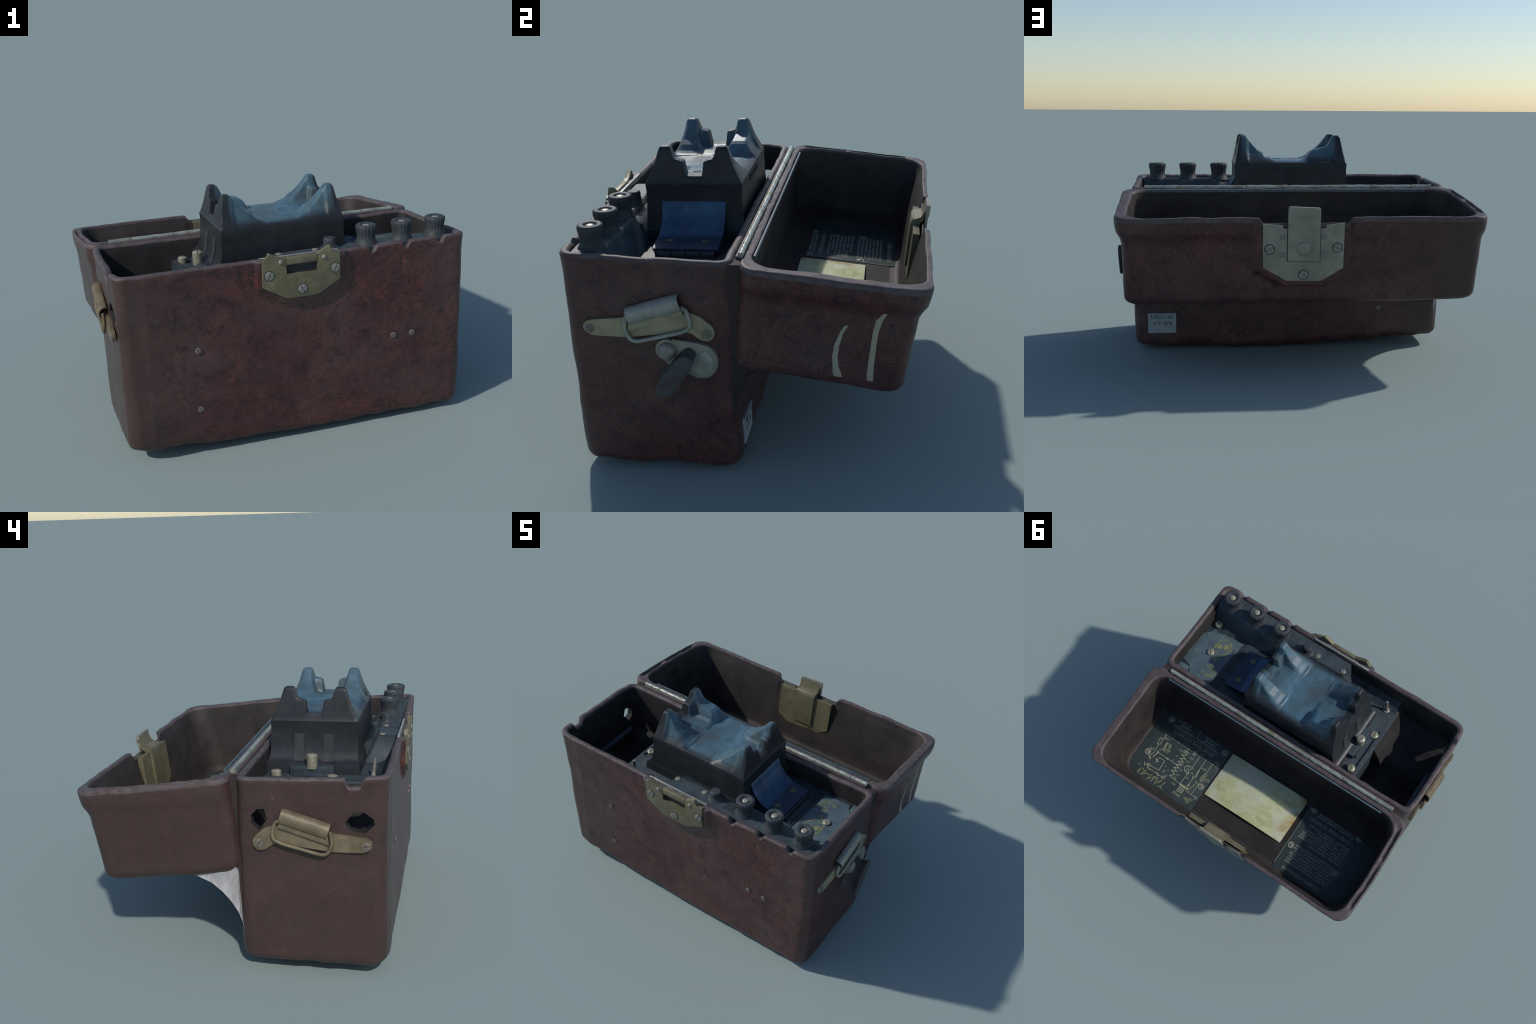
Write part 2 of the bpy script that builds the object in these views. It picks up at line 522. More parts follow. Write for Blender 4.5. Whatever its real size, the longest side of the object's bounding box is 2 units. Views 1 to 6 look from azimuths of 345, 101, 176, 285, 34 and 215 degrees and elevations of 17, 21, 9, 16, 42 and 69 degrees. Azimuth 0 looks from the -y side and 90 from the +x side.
def build_body():
    mx, my = 150, 60
    # height fraction 0..1 -> x0, x1, y0, y1, corner radius
    table = [(0.0, (-0.925, 0.891, -0.722, -0.036, 0.070)), (0.25, (-0.930, 0.896, -0.725, -0.034, 0.062)),
             (0.55, (-0.932, 0.896, -0.722, -0.034, 0.055)), (0.80, (-0.936, 0.896, -0.724, -0.034, 0.052)),
             (0.93, (-0.940, 0.896, -0.727, -0.034, 0.052)), (1.0, (-0.946, 0.899, -0.732, -0.033, 0.055))]

    def shape(t):
        for (a, va), (b, vb) in zip(table, table[1:]):
            if t <= b:
                w = (t - a) / (b - a)
                return [p + (q - p) * w for p, q in zip(va, vb)]
        return list(table[-1][1])

    rings = []
    # underside, from the middle outwards
    for k in (0.50, 0.30, 0.16, 0.085, 0.060):
        x0, x1, y0, y1, r = shape(0)
        kk = min(k, 0.33)
        pts = ring(x0 + k, x1 - k, y0 + kk, y1 - kk, max(0.01, r - k * 0.6), mx, my)
        rings.append([(x, y, body_bottom(x, y)) for x, y in pts])
    # bottom round
    rb = 0.046
    for i in range(1, 6):
        a = pi / 2 * i / 6
        ins = rb * (1 - sin(a))
        x0, x1, y0, y1, r = shape(0)
        pts = ring(x0 + ins, x1 - ins, y0 + ins, y1 - ins, r, mx, my)
        rings.append([(x, y, body_bottom(x, y) + rb * (1 - cos(a))) for x, y in pts])
    # walls
    nw = 44
    for i in range(nw + 1):
        t = i / nw
        x0, x1, y0, y1, r = shape(t)
        pts = ring(x0, x1, y0, y1, r, mx, my)
        lo = rb
        rings.append([(x, y, (body_bottom(x, y) + lo) * (1 - t) + (rim_height(x, y) - 0.012) * t) for x, y in pts])
    # rounded rim and inner wall
    thick = 0.036
    for ins, dz in ((0.004, -0.004), (0.011, 0.0), (thick - 0.012, -0.0005), (thick - 0.003, -0.006), (thick, -0.014)):
        x0, x1, y0, y1, r = shape(1)
        pts = ring(x0 + ins, x1 - ins, y0 + ins, y1 - ins, max(0.02, r - ins * 0.7), mx, my)
        rings.append([(x, y, rim_height(x, y) + dz) for x, y in pts])
    n_outer = len(rings)
    for i in range(1, 13):
        t = i / 12
        ins = thick + 0.012 * t
        more = 0.012 * smooth01(0.0, 0.5, t)
        x0, x1, y0, y1, r = shape(1)
        pts = ring(x0 + ins + more, x1 - ins, y0 + ins + more, y1 - ins, 0.04, mx, my)
        rings.append([(x, y, (rim_height(x, y) - 0.014) * (1 - t) + bay_floor(y) * t) for x, y in pts])
    for k in (0.02, 0.05, 0.08, 0.12, 0.16, 0.2, 0.25, 0.30):
        pts = ring(x0 + thick + 0.024 + k, x1 - thick - k, y0 + thick + 0.024 + min(k, .22), y1 - thick - min(k, .25), 0.03, mx, my)
        rings.append([(x, y, bay_floor(y) - 0.004) for x, y in pts])
    v, f, n = loft(rings)
    nv = []
    for idx, p in enumerate(v):
        j = idx // n
        x, y, z = p
        d = wobble(p, 0.0045, 5.0, 1.3) + wobble(p, 0.0022, 15.0, 7.7)
        # the left wall bulges: its front and back edges fall away
        if x < -0.80 and j < n_outer:
            y += 0.011 * smooth01(-0.74, -0.96, x) * smooth01(-0.62, -0.72, y)
            x += smooth01(-0.80, -0.90, x) * (0.010 * smooth01(-0.50, -0.73, y) + 0.010 * smooth01(-0.20, -0.04, y))
        if j >= n_outer:
            d *= 0.5
        # latch boss on the front wall
        if y < -0.68 and 10 <= j < n_outer - 4:
            s = signed_inside(LATCH_BOSS, x, z)
            if not (-0.10 < x < 0.065 and z > 0.895):      # the catch slot stays open
                y -= 0.020 * smooth01(-0.003, 0.010, s)
        nv.append((x + d.x, y + d.y, z + d.z * 0.8))
    # caps
    f.append(tuple(range(n))[::-1])
    f.append(tuple((len(rings) - 1) * n + i for i in range(n)))
    zmin = min(p[2] for p in nv)
    nv = [(x, y, z - zmin * (1 - smooth01(0.0, 0.2, z))) for x, y, z in nv]
    ob = from_pydata('case_body', nv, f, root, [M_BODY, M_PIT, M_RIM], 50)
    for p in ob.data.polygons:
        if p.index // n >= n_outer - 1:
            p.material_index = 1
        elif p.index // n >= n_outer - 6:
            p.material_index = 2
    # two broken-out holes in the left wall
    for pts in ([(-0.541, 0.767), (-0.577, 0.819), (-0.612, 0.816), (-0.648, 0.788), (-0.652, 0.763), (-0.615, 0.726), (-0.562, 0.740)],
                [(-0.165, 0.815), (-0.180, 0.776), (-0.145, 0.722), (-0.118, 0.745), (-0.112, 0.782), (-0.138, 0.812)]):
        pts = sorted(pts, key=lambda q: atan2(q[1] - sum(b for _, b in pts) / len(pts), q[0] - sum(a for a, _ in pts) / len(pts)))
        mc = (sum(a for a, _ in pts) / len(pts), sum(b for _, b in pts) / len(pts))
        pts = [(mc[0] + (a - mc[0]) * 1.18, mc[1] + (b - mc[1]) * 1.12) for a, b in pts]
        c = prism('cutter', pts, -1.1, -0.80, lambda a, b, h: (h, a, b), root, M_PIT, 0.0, None)
        apply_boolean(ob, c)
    for p in ob.data.polygons:
        p.use_smooth = True
    ob.data.set_sharp_from_angle(angle=radians(50))
    return ob


body = build_body()


# ----------------------------------------------------------------- the lid
lid_boss = [(-0.255, 0.05), (-0.255, -0.286), (-0.128, -0.370), (0.100, -0.366), (0.240, -0.282), (0.240, 0.05)]


def build_lid():
    mx, my = 150, 60
    # p (height in the lid frame) -> x0, x1, q0, q1, radius
    table = [(-0.415, (-0.928, 0.903, 0.006, 0.692, 0.060)), (-0.25, (-0.936, 0.906, 0.000, 0.704, 0.060)),
             (-0.140, (-0.944, 0.908, 0.006, 0.711, 0.062)), (-0.116, (-0.948, 0.914, 0.004, 0.719, 0.064)),
             (-0.082, (-0.958, 0.932, 0.004, 0.736, 0.068)), (-0.050, (-0.962, 0.938, 0.004, 0.741, 0.070)),
             (-0.012, (-0.963, 0.940, 0.004, 0.744, 0.070))]

    def shape(p):
        if p <= table[0][0]:
            return list(table[0][1])
        for (a, va), (b, vb) in zip(table, table[1:]):
            if p <= b:
                w = (p - a) / (b - a)
                return [m + (q - m) * w for m, q in zip(va, vb)]
        return list(table[-1][1])

    def rim(x, q):
        z = -0.008 * (x + 0.9) * 0 - 0.030 * smooth01(0.56, 0.60, q) * (1 - smooth01(0.215, 0.240, abs(x + 0.017)))
        z += 0.003 * noise.noise(Vector((x * 8, q * 8, 9.1))) + 0.002 * noise.noise(Vector((x * 27, q * 27, 3.2)))
        return z

    bot = -0.466
    rings = []
    for k in (0.45, 0.30, 0.18, 0.10, 0.055):
        x0, x1, q0, q1, r = shape(-0.45)
        kk = min(k, 0.30)
        pts = ring(x0 + k, x1 - k, q0 + kk, q1 - kk, max(0.01, r - k * 0.5), mx, my)
        rings.append([(x, q, bot + 0.004 * noise.noise(Vector((x * 5, q * 5, 2.2)))) for x, q in pts])
    rb = 0.050
    for i in range(1, 6):
        a = pi / 2 * i / 6
        ins = rb * (1 - sin(a))
        x0, x1, q0, q1, r = shape(-0.45)
        pts = ring(x0 + ins, x1 - ins, q0 + ins, q1 - ins, r, mx, my)
        rings.append([(x, q, bot + rb * (1 - cos(a))) for x, q in pts])
    for p in [bot + rb + (-0.140 - bot - rb) * i / 20 for i in range(21)] + \
            [-0.128, -0.12, -0.112, -0.10, -0.088, -0.078, -0.064, -0.05, -0.036, -0.024, -0.012]:
        x0, x1, q0, q1, r = shape(p)
        pts = ring(x0, x1, q0, q1, r, mx, my)
        rings.append([(x, q, p + rim(x, q) * smooth01(-0.12, -0.012, p)) for x, q in pts])
    # rim: outer edge, broad flat, inner edge
    xo0, xo1, qo0, qo1, ro = shape(0)
    xi0, xi1, qi0, qi1, ri = -0.912, 0.884, 0.042, 0.720, 0.100
    n_rim = len(rings)
    front_in = [(-0.43, 0.028), (-0.36, 0.020), (-0.30, 0.018), (-0.20, 0.030), (-0.12, 0.040), (-0.05, 0.042), (-0.014, 0.042)]
    for w, dz in ((0.05, -0.004), (0.14, 0.0), (0.30, 0.0), (0.42, 0.0), (0.55, 0.0), (0.68, 0.0), (0.80, 0.0), (0.90, -0.001), (0.97, -0.005), (1.0, -0.014)):
        pts = ring(xo0 + (xi0 - xo0) * w, xo1 + (xi1 - xo1) * w, qo0 + (qi0 - qo0) * w, qo1 + (qi1 - qo1) * w,
                   ro + (ri - ro) * w, mx, my)
        row = []
        for x, q in pts:
            g = 0.0
            if x < -0.885:      # a groove runs along the left rim
                g = -0.016 * smooth01(0.10, 0.30, w) * (1 - smooth01(0.55, 0.75, w)) * smooth01(0.03, 0.10, q) * (1 - smooth01(0.64, 0.69, q))
                g *= smooth01(-0.55, 0.15, noise.noise(Vector((q * 11, 0.7, 2.0))))
            row.append((x, q, rim(x, q) + dz + g))
        rings.append(row)
    n_outer = len(rings)
    for i in range(1, 13):
        t = i / 12
        lo = -0.412
        b = sqrt(t)
        pts = ring(xi0 + 0.016 * b, xi1 - 0.016 * b, lerp_table(front_in, -0.014 + (lo + 0.014) * t), qi1 - 0.040 * b - 0.016 * t, ri + 0.02 * t, mx, my)
        rings.append([(x, q, (rim(x, q) - 0.014) * (1 - t) + lo * t) for x, q in pts])
    for ins, p in ((0.004, -0.420), (0.011, -0.427), (0.022, -0.4325), (0.06, -0.434), (0.15, -0.434), (0.27, -0.434)):
        pts = ring(xi0 + 0.016 + ins, xi1 - 0.016 - ins, 0.026 + ins, qi1 - 0.056 - ins, max(0.02, ri + 0.02 - ins * 0.5), mx, my)
        rings.append([(x, q, p - 0.050 * smooth01(0.088, 0.055, q)) for x, q in pts])      # a deep gutter by the hinge
    v, f, n = loft(rings)
    nv = []
    for idx, p in enumerate(v):
        j = idx // n
        x, q, z = p
        d = wobble(p, 0.0045, 5.0, 21.3) + wobble(p, 0.0022, 15.0, 17.7)
        if j >= n_outer:
            d *= 0.4
        if x < -0.80 and j < n_outer + 8:      # the left end bulges
            x -= 0.019 * smooth01(-0.80, -0.90, x) * exp(-((q - 0.42) / 0.22) ** 2) * (0.45 + 0.55 * exp(-((z + 0.18) / 0.13) ** 2))
        if j >= n_outer:      # inner wall grows thicker towards its foot and the ends
            deep = smooth01(-0.03, -0.25, z)
            if q > 0.55:
                q -= 0.010 * deep * smooth01(0.40, 0.85, abs(x)) * smooth01(0.55, 0.66, q)
            if x < -0.80:
                x += 0.014 * deep * smooth01(-0.80, -0.88, x)
        if z < -0.30 and j < n_rim:
            z -= 0.010 * smooth01(0.25, 0.66, q) * smooth01(-0.85, -0.50, x)
        if q > 0.60 and 8 <= j < n_rim:
            s = signed_inside(lid_boss, x, z)
            w = smooth01(-0.003, 0.010, s)
            q = q * (1 - w) + 0.722 * w
        if q > 0.60 and n_rim <= j < n_outer:
            w = 1 - smooth01(0.225, 0.250, abs(x + 0.013))
            q = q - 0.022 * w * (1 - (j - n_rim) / (n_outer - n_rim))
        nv.append((x + d.x, q + d.y, z + d.z * (0.8 if j < n_outer + 11 else 0.15)))
    f.append(tuple(range(n))[::-1])
    f.append(tuple((len(rings) - 1) * n + i for i in range(n)))
    ob = from_pydata('lid', nv, f, root, [M_BODY, M_INNER, M_RIM], 50)
    for p in ob.data.polygons:
        if p.index // n >= n_outer - 1:
            p.material_index = 1
        elif p.index // n >= n_rim - 2:
            p.material_index = 2
    ob.location = HINGE
    ob.rotation_euler = (-TILT, 0, 0)
    return ob


lid = build_lid()


# --------------------------------------- web of material under the hinge
def lid_to_body(q, p):
    return (HINGE[1] + q * cos(TILT) + p * sin(TILT), HINGE[2] - q * sin(TILT) + p * cos(TILT))


def build_web():
    left = [(0.225, 0.478), (0.17, 0.462), (0.10, 0.432), (0.045, 0.386), (0.008, 0.343), (-0.026, 0.290), (-0.046, 0.235), (-0.052, 0.165)]
    right = [(0.120, 0.497), (0.085, 0.492), (0.050, 0.480), (0.020, 0.462), (0.000, 0.440), (-0.014, 0.412), (-0.026, 0.375), (-0.046, 0.320)]
    back_top = [(-0.060, 0.24), (-0.060, 0.55), (-0.060, 0.945), (0.010, 0.945), (0.010, 0.62), (0.06, 0.53)]

    def section(t, x, grow):
        s = [((1 - t) * a + t * c, (1 - t) * b + t * d) for (a, b), (c, d) in zip(left, right)]
        s = [(y + grow * 0.0, z + grow) for y, z in s]
        return [(x, y, z) for y, z in s + back_top]

    # end pieces are hollowed: the section shrinks back under the lid edge
    xs = [(-0.896, 0.030), (-0.880, 0.006), (-0.84, 0.0)]
    n = 40
    xs += [(-0.84 + 1.68 * i / n, 0.0) for i in range(1, n)]
    xs += [(0.84, 0.0), (0.866, 0.004), (0.884, 0.020)]
    rings = []
    for x, g in xs:
        t = min(1.0, (x + 0.914) / 1.30)
        rings.append([(a, b + 0.003 * noise.noise(Vector((a * 6, b * 8, c * 8))), c) for a, b, c in section(smooth01(0, 1, t), x, g)])
    v, f, m = loft(rings)
    f.append(tuple(range(m))[::-1])
    f.append(tuple((len(rings) - 1) * m + i for i in range(m)))
    ob = from_pydata('hinge_fillet', v, f, root, M_FILL, 60)
    cap = from_pydata('fillet_end', *end_cap(left), root, M_WHITE, 60)
    return ob


def end_cap(left):
    """pale ragged end of the fillet on the left"""
    v, f = [], []
    top = [(0.23, 0.482), (0.17, 0.489), (0.10, 0.498), (0.045, 0.506), (0.008, 0.514), (-0.016, 0.530), (-0.034, 0.500), (-0.040, 0.30)]
    m = len(left)
    for x, k in ((-0.885, 0.0), (-0.908, 0.10), (-0.912, 0.5)):
        for (a, b), (c, d) in zip(left, top):
            for t in (0.0, 0.25, 0.5, 0.75, 1.0):
                y, z = a + (c - a) * t, b + (d - b) * t
                dent = 0.010 * sin(pi * t) if k else 0
                v.append((x + dent + (0.014 * (1 - t) ** 2 if k else 0), y, z))
    n = 5
    # front sheet is the last layer, back sheet the first
    L = m * n
    for i in range(m - 1):
        for j in range(n - 1):
            a = 2 * L + i * n + j
            f.append((a, a + 1, a + n + 1, a + n))
            b = i * n + j
            f.append((b, b + n, b + n + 1, b + 1))
    edge = [i * n for i in range(m)] + [(m - 1) * n + j for j in range(1, n)] + \
           [i * n + n - 1 for i in range(m - 2, -1, -1)] + [j for j in range(n - 2, 0, -1)]
    for a, b in zip(edge, edge[1:] + edge[:1]):
        f.append((a, b, 2 * L + b, 2 * L + a))
    used = sorted({q for q_ in f for q in q_})
    mp = {q: i for i, q in enumerate(used)}
    return [v[q] for q in used], [tuple(mp[q] for q in g) for g in f]


build_web()


# ------------------------------------------------------------------ screws
def screw_mesh(name, r, h, dome=0.3, slot=0.11, depth=0.35, mat=None, g=17):
    """slotted head: height h above its seat, facing +z"""
    v, f = [], []
    us = sorted(set([-1 + 2 * i / (g - 1) for i in range(g)] + [-slot, slot, -slot * 1.15, slot * 1.15]) - {0.0})
    vs = [-1 + 2 * i / (g - 1) for i in range(g)]
    nu, nv_ = len(us), len(vs)
    for a in us:
        for b in vs:
            x, y = a * sqrt(1 - b * b / 2), b * sqrt(1 - a * a / 2)
            d = x * x + y * y
            z = h * (1 - dome * d * d)
            if abs(a) <= slot + 1e-6:
                z -= h * depth
            v.append((x * r, y * r, z))
    for i in range(nu - 1):
        for j in range(nv_ - 1):
            k = i * nv_ + j
            f.append((k, k + nv_, k + nv_ + 1, k + 1))
    edge = [i * nv_ for i in range(nu)] + [(nu - 1) * nv_ + j for j in range(1, nv_)] + \
           [i * nv_ + nv_ - 1 for i in range(nu - 2, -1, -1)] + [j for j in range(nv_ - 2, 0, -1)]
    base = len(v)
    for e in edge:
        x, y, z = v[e]
        v.append((x, y, -0.004))
    m = len(edge)
    for i in range(m):
        k = (i + 1) % m
        f.append((edge[i], base + i, base + k, edge[k]))
    f.append(tuple(base + i for i in range(m)))
    me = bpy.data.meshes.new(name)
    me.from_pydata(v, [], f)
    bm = bmesh.new()
    bm.from_mesh(me)
    bmesh.ops.recalc_face_normals(bm, faces=bm.faces)
    bm.to_mesh(me)
    bm.free()
    for p in me.polygons:
        p.use_smooth = True
    me.set_sharp_from_angle(angle=radians(35))
    me.materials.append(mat)
    return me


FACING = {'up': (0, 0, 0), 'front': (pi / 2, 0, 0), 'back': (-pi / 2, 0, 0), 'right': (0, pi / 2, 0), 'left': (0, -pi / 2, 0)}


def place(name, me, loc, parent, facing='up', spin=0.0, scale=1.0):
    ob = bpy.data.objects.new(name, me)
    SC.objects.link(ob)
    ob.parent = parent
    rot = Matrix.Rotation(spin, 4, 'Z')
    from mathutils import Euler
    base = Euler(FACING[facing]).to_matrix().to_4x4()
    ob.matrix_local = Matrix.Translation(loc) @ base @ rot @ Matrix.Scale(scale, 4)
    return ob


ME_SCREW_LATCH = screw_mesh('latch_screw', 0.0235, 0.006, 0.4, 0.12, 0.75, M_SCREW_GREY)
ME_SCREW_CASE = screw_mesh('case_screw', 0.0155, 0.0035, 0.5, 0.16, 0.9, M_SCREW_DULL)
ME_SCREW_PANEL = screw_mesh('panel_screw', 0.015, 0.006, 0.3, 0.12, 0.5, M_SCREW)
ME_SCREW_TALL = screw_mesh('tall_screw', 0.027, 0.070, 0.10, 0.09, 0.13, M_SCREW)
ME_SCREW_MID = screw_mesh('seat_screw', 0.025, 0.030, 0.15, 0.10, 0.25, M_SCREW)
ME_SCREW_DARK = screw_mesh('flap_screw', 0.018, 0.005, 0.25, 0.10, 0.5, M_BRASS)
rv, rf = lathe_mesh([(0.0125, -0.003), (0.0125, 0.001), (0.011, 0.005), (0.007, 0.008), (0.003, 0.0093)], 20)
tmp = from_pydata('rivet', rv, rf, root, M_SCREW_GREY, 60)
ME_RIVET = tmp.data
bpy.data.objects.remove(tmp)

sv, sf = lathe_mesh([(0.0275, -0.002), (0.0275, 0.0006), (0.024, 0.0009)], 28)
tmp = from_pydata('screw_seat', sv, sf, root, M_DARKHOLE, 60)
ME_SEAT = tmp.data
bpy.data.objects.remove(tmp)

for x, y, z, s in ((-0.529, -0.739, 0.566, 0.6), (-0.533, -0.737, 0.256, 0.9), (0.512, -0.712, 0.481, 2.6), (0.617, -0.709, 0.479, 2.2)):
    lx, ly, lz = frame(x, y, z)
    place('case_screw', ME_SCREW_CASE, (lx, -0.7265, lz), body, 'front', s)
place('case_screw', ME_SCREW_CASE, (-0.548, -0.0335, 0.237), body, 'back', 1.0)


# ------------------------------------------------------- front latch plate
def front_put(a, b, h):
    return (a, -h, b)


FY = 0.746
lp_outer = [(-0.222, 0.983), (-0.222, 0.848), (-0.100, 0.778), (0.066, 0.778), (0.182, 0.846), (0.184, 0.985),
            (0.143, 0.988), (0.130, 1.020), (0.112, 1.014), (0.070, 0.990), (0.064, 0.985), (0.064, 0.899), (-0.100, 0.902), (-0.100, 0.985),
            (-0.136, 0.992), (-0.172, 1.012), (-0.186, 1.018), (-0.200, 0.990)]
latch = prism('latch_plate', lp_outer, FY - 0.010, FY + 0.010, front_put, root, M_BRASS, 0.003)
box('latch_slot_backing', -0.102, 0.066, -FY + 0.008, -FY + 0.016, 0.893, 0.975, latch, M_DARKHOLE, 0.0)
box('catch_bar', -0.099, 0.063, -FY - 0.0095, -FY + 0.016, 0.948, 0.986, latch, M_BRASS, 0.005)
box('latch_strip', -0.225, 0.188, -0.716, -0.704, 0.955, 0.987, latch, M_HINGE, 0.003)
for x, z, s in ((-0.187, 0.906, -0.45), (0.157, 0.904, -0.35), (-0.018, 0.820, 0.5)):
    place('latch_screw', ME_SCREW_LATCH, (x, -FY - 0.0095, z), latch, 'front', s)
    place('screw_seat', ME_SEAT, (x, -FY - 0.0095, z), latch, 'front')
for x, z in ((-0.127, 0.967), (0.098, 0.966)):
    place('latch_rivet', ME_RIVET, (x, -FY - 0.009, z), latch, 'front')


# --------------------------------------------------------- lid latch + hasp
def back_put(a, b, h):
    return (a, h, b)


LQ = 0.722
lid_latch = prism('lid_latch_plate', [(0.198, -0.034), (0.196, -0.262), (0.074, -0.332), (-0.099, -0.335), (-0.215, -0.267), (-0.216, -0.030),
                                      (-0.122, -0.040), (-0.122, -0.060), (0.096, -0.060), (0.096, -0.040)], LQ - 0.006, LQ + 0.008, back_put, lid, M_STEEL, 0.003)
# the hasp: a tongue that runs up the plate and bends over the rim
hasp = bmesh.new()
for poly in ([(0.072, 0.030), (0.072, -0.226), (-0.092, -0.228), (-0.092, 0.030)],):
    bm_prism(hasp, poly, LQ + 0.004, LQ + 0.0165, back_put, 0.0025)
prism('hasp_gap', [(0.0755, -0.04), (0.0755, -0.230), (-0.0955, -0.232), (-0.0955, -0.04)], LQ, LQ + 0.0088, back_put, lid_latch, M_DARKHOLE, 0.0)
tip = round_poly([(0.071, 0.057), (0.071, 0.000), (-0.092, 0.000), (-0.092, 0.049)], 0.014, 4)
bm_prism(hasp, tip, LQ + 0.002, LQ + 0.020, back_put, 0.004)
hasp_ob = bm_obj('hasp', hasp, lid_latch, M_STEEL, 35)
# inner spring housing and the bent strip over the rim
bmh = bmesh.new()
prof = [(0.662, -0.050), (0.666, -0.026), (0.678, -0.014), (0.712, -0.010), (0.724, 0.040), (0.734, 0.046), (0.732, 0.000), (0.714, -0.034), (0.700, -0.040), (0.700, -0.25), (0.664, -0.256)]
bm_prism(bmh, [(a, b) for a, b in prof], -0.088, 0.058, lambda a, b, h: (h, a, b), 0.006)
bm_obj('hasp_spring', bmh, lid_latch, M_BRASS, 35)
prism('inner_latch_plate', [(0.185, -0.045), (0.185, -0.250), (0.060, -0.325), (-0.095, -0.327), (-0.210, -0.258), (-0.210, -0.043)], 0.676, 0.706, back_put, lid_latch, M_BRASS, 0.004)
for x, p, s in ((0.163, -0.164, 0.35), (-0.181, -0.158, -0.35), (-0.010, -0.300, -0.6)):
    place('latch_screw', ME_SCREW_LATCH, (x, LQ + 0.0075, p), lid_latch, 'back', s + pi / 2)
    place('screw_seat', ME_SEAT, (x, LQ + 0.0075, p), lid_latch, 'back')
for x, p in ((0.099, -0.103), (0.097, -0.195), (-0.115, -0.101), (-0.118, -0.191)):
    place('latch_rivet', ME_RIVET, (x, LQ + 0.007, p), lid_latch, 'back')
# thumb dimple of the hasp: a shallow ringed dish
dv, df = lathe_mesh([(0.037, -0.001), (0.036, 0.003), (0.031, 0.007), (0.023, 0.0095), (0.012, 0.011), (0.005, 0.0113)], 36)
dish = from_pydata('hasp_dimple', dv, df, hasp_ob, M_STEEL, 60)
dish.matrix_local = Matrix.Translation((-0.010, LQ + 0.0162, -0.162)) @ Matrix.Rotation(-pi / 2, 4, 'X')

# ------------------------------------------------------------------- hinge
hinge = bmesh.new()
bm_box(hinge, -0.84, 0.82, -0.030, -0.004, 0.938, 0.957, 0.003)
bm_box(hinge, -0.84, 0.82, -0.006, 0.010, 0.925, 0.950, 0.003)
hinge_ob = bm_obj('hinge', hinge, root, M_RIM, 35)
seams = [0.822, 0.712, 0.468, 0.240, 0.0, -0.242, -0.485, -0.721, -0.842]
for i, (b, a) in enumerate(zip(seams, seams[1:])):
    n = 12
    path = [Vector((a + 0.0015 + (b - a - 0.003) * k / n, -0.008 + 0.001 * sin(k * 2.1 + i), 0.961 + 0.0008 * sin(k * 1.3 + 2 * i))) for k in range(n + 1)]
    v, f = [], []
    for p in path:
        for k in range(14):
            w = 2 * pi * k / 14
            r = 0.0125 if i % 2 else 0.0118
            v.append((p.x, p.y + r * cos(w), p.z + r * sin(w)))
    for j in range(n):
        for k in range(14):
            l = (k + 1) % 14
            f.append((j * 14 + k, j * 14 + l, (j + 1) * 14 + l, (j + 1) * 14 + k))
    f.append(tuple(range(14)))
    f.append(tuple(n * 14 + k for k in range(14)))
    from_pydata('hinge_knuckle', v, f, hinge_ob, M_HINGE, 50)
leaf = prism('hinge_leaf', [(0.80, 0.046), (0.80, 0.055), (-0.79, 0.055), (-0.79, 0.046)], -0.014, 0.0012, lambda a, b, h: (a, b, h), lid, M_COVER, 0.002)

# ---------------------------------------------------------- instrument panel
PZ = 0.832
CX_FILL = (-0.10, 0.37)
panel = box('panel', -0.520, 0.872, -0.690, -0.066, 0.480, PZ, root, M_BLACK, 0.006)
# ledge with a channel at the left end
bm = bmesh.new()
bm_box(bm, -0.505, -0.488, -0.455, -0.085, PZ - 0.004, PZ + 0.010, 0.004)
bm_box(bm, -0.462, -0.425, -0.415, -0.215, PZ - 0.004, PZ + 0.016, 0.004)
bm_obj('panel_ledge', bm, panel, M_BLACK)
bm = bmesh.new()
bm_prism(bm, [(-0.50, 0.826), (-0.522, 0.822), (-0.545, 0.78), (-0.578, 0.70), (-0.600, 0.63), (-0.50, 0.63)], -0.690, -0.330, lambda a, b, h: (a, h, b), 0.004)
bm_obj('bay_wall', bm, panel, M_PIT)
cv, cf = sweep([Vector((-0.625, -0.205, 0.525)), Vector((-0.595, -0.212, 0.530)), Vector((-0.555, -0.220, 0.525))], 0.014, 8)
from_pydata('contact_spring', cv, cf, panel, M_BRASS, 60)
# ridge along the battery compartment
box('compartment_ledge', -0.892, -0.868, -0.46, -0.14, 0.636, 0.664, body, M_COVER, 0.004)

# terminal bank along the front edge
bank_out = round_poly([(-0.112, -0.694), (-0.112, -0.592), (0.345, -0.585), (0.372, -0.556), (0.862, -0.572), (0.862, -0.694)], 0.016, 4)
bm = bmesh.new()
n = len(bank_out)
rows = []
for z, g in ((PZ - 0.01, 0.066), (PZ + 0.02, 0.050), (PZ + 0.06, 0.030), (0.950, 0.004), (0.963, -0.003), (0.966, -0.008)):
    row = []
    for x, y in bank_out:
        yy = y + (g if y > -0.64 else 0.0)
        xx = x - (g * g * 14 if x < -0.05 else 0.0)
        row.append(bm.verts.new((xx, yy, z)))
    rows.append(row)
for a, b in zip(rows, rows[1:]):
    for i in range(n):
        bm.faces.new((a[i], a[(i + 1) % n], b[(i + 1) % n], b[i]))
bm.faces.new(rows[-1])
bm.faces.new(rows[0][::-1])
bank = bm_obj('terminal_bank', bm, panel, M_BANK, 40)
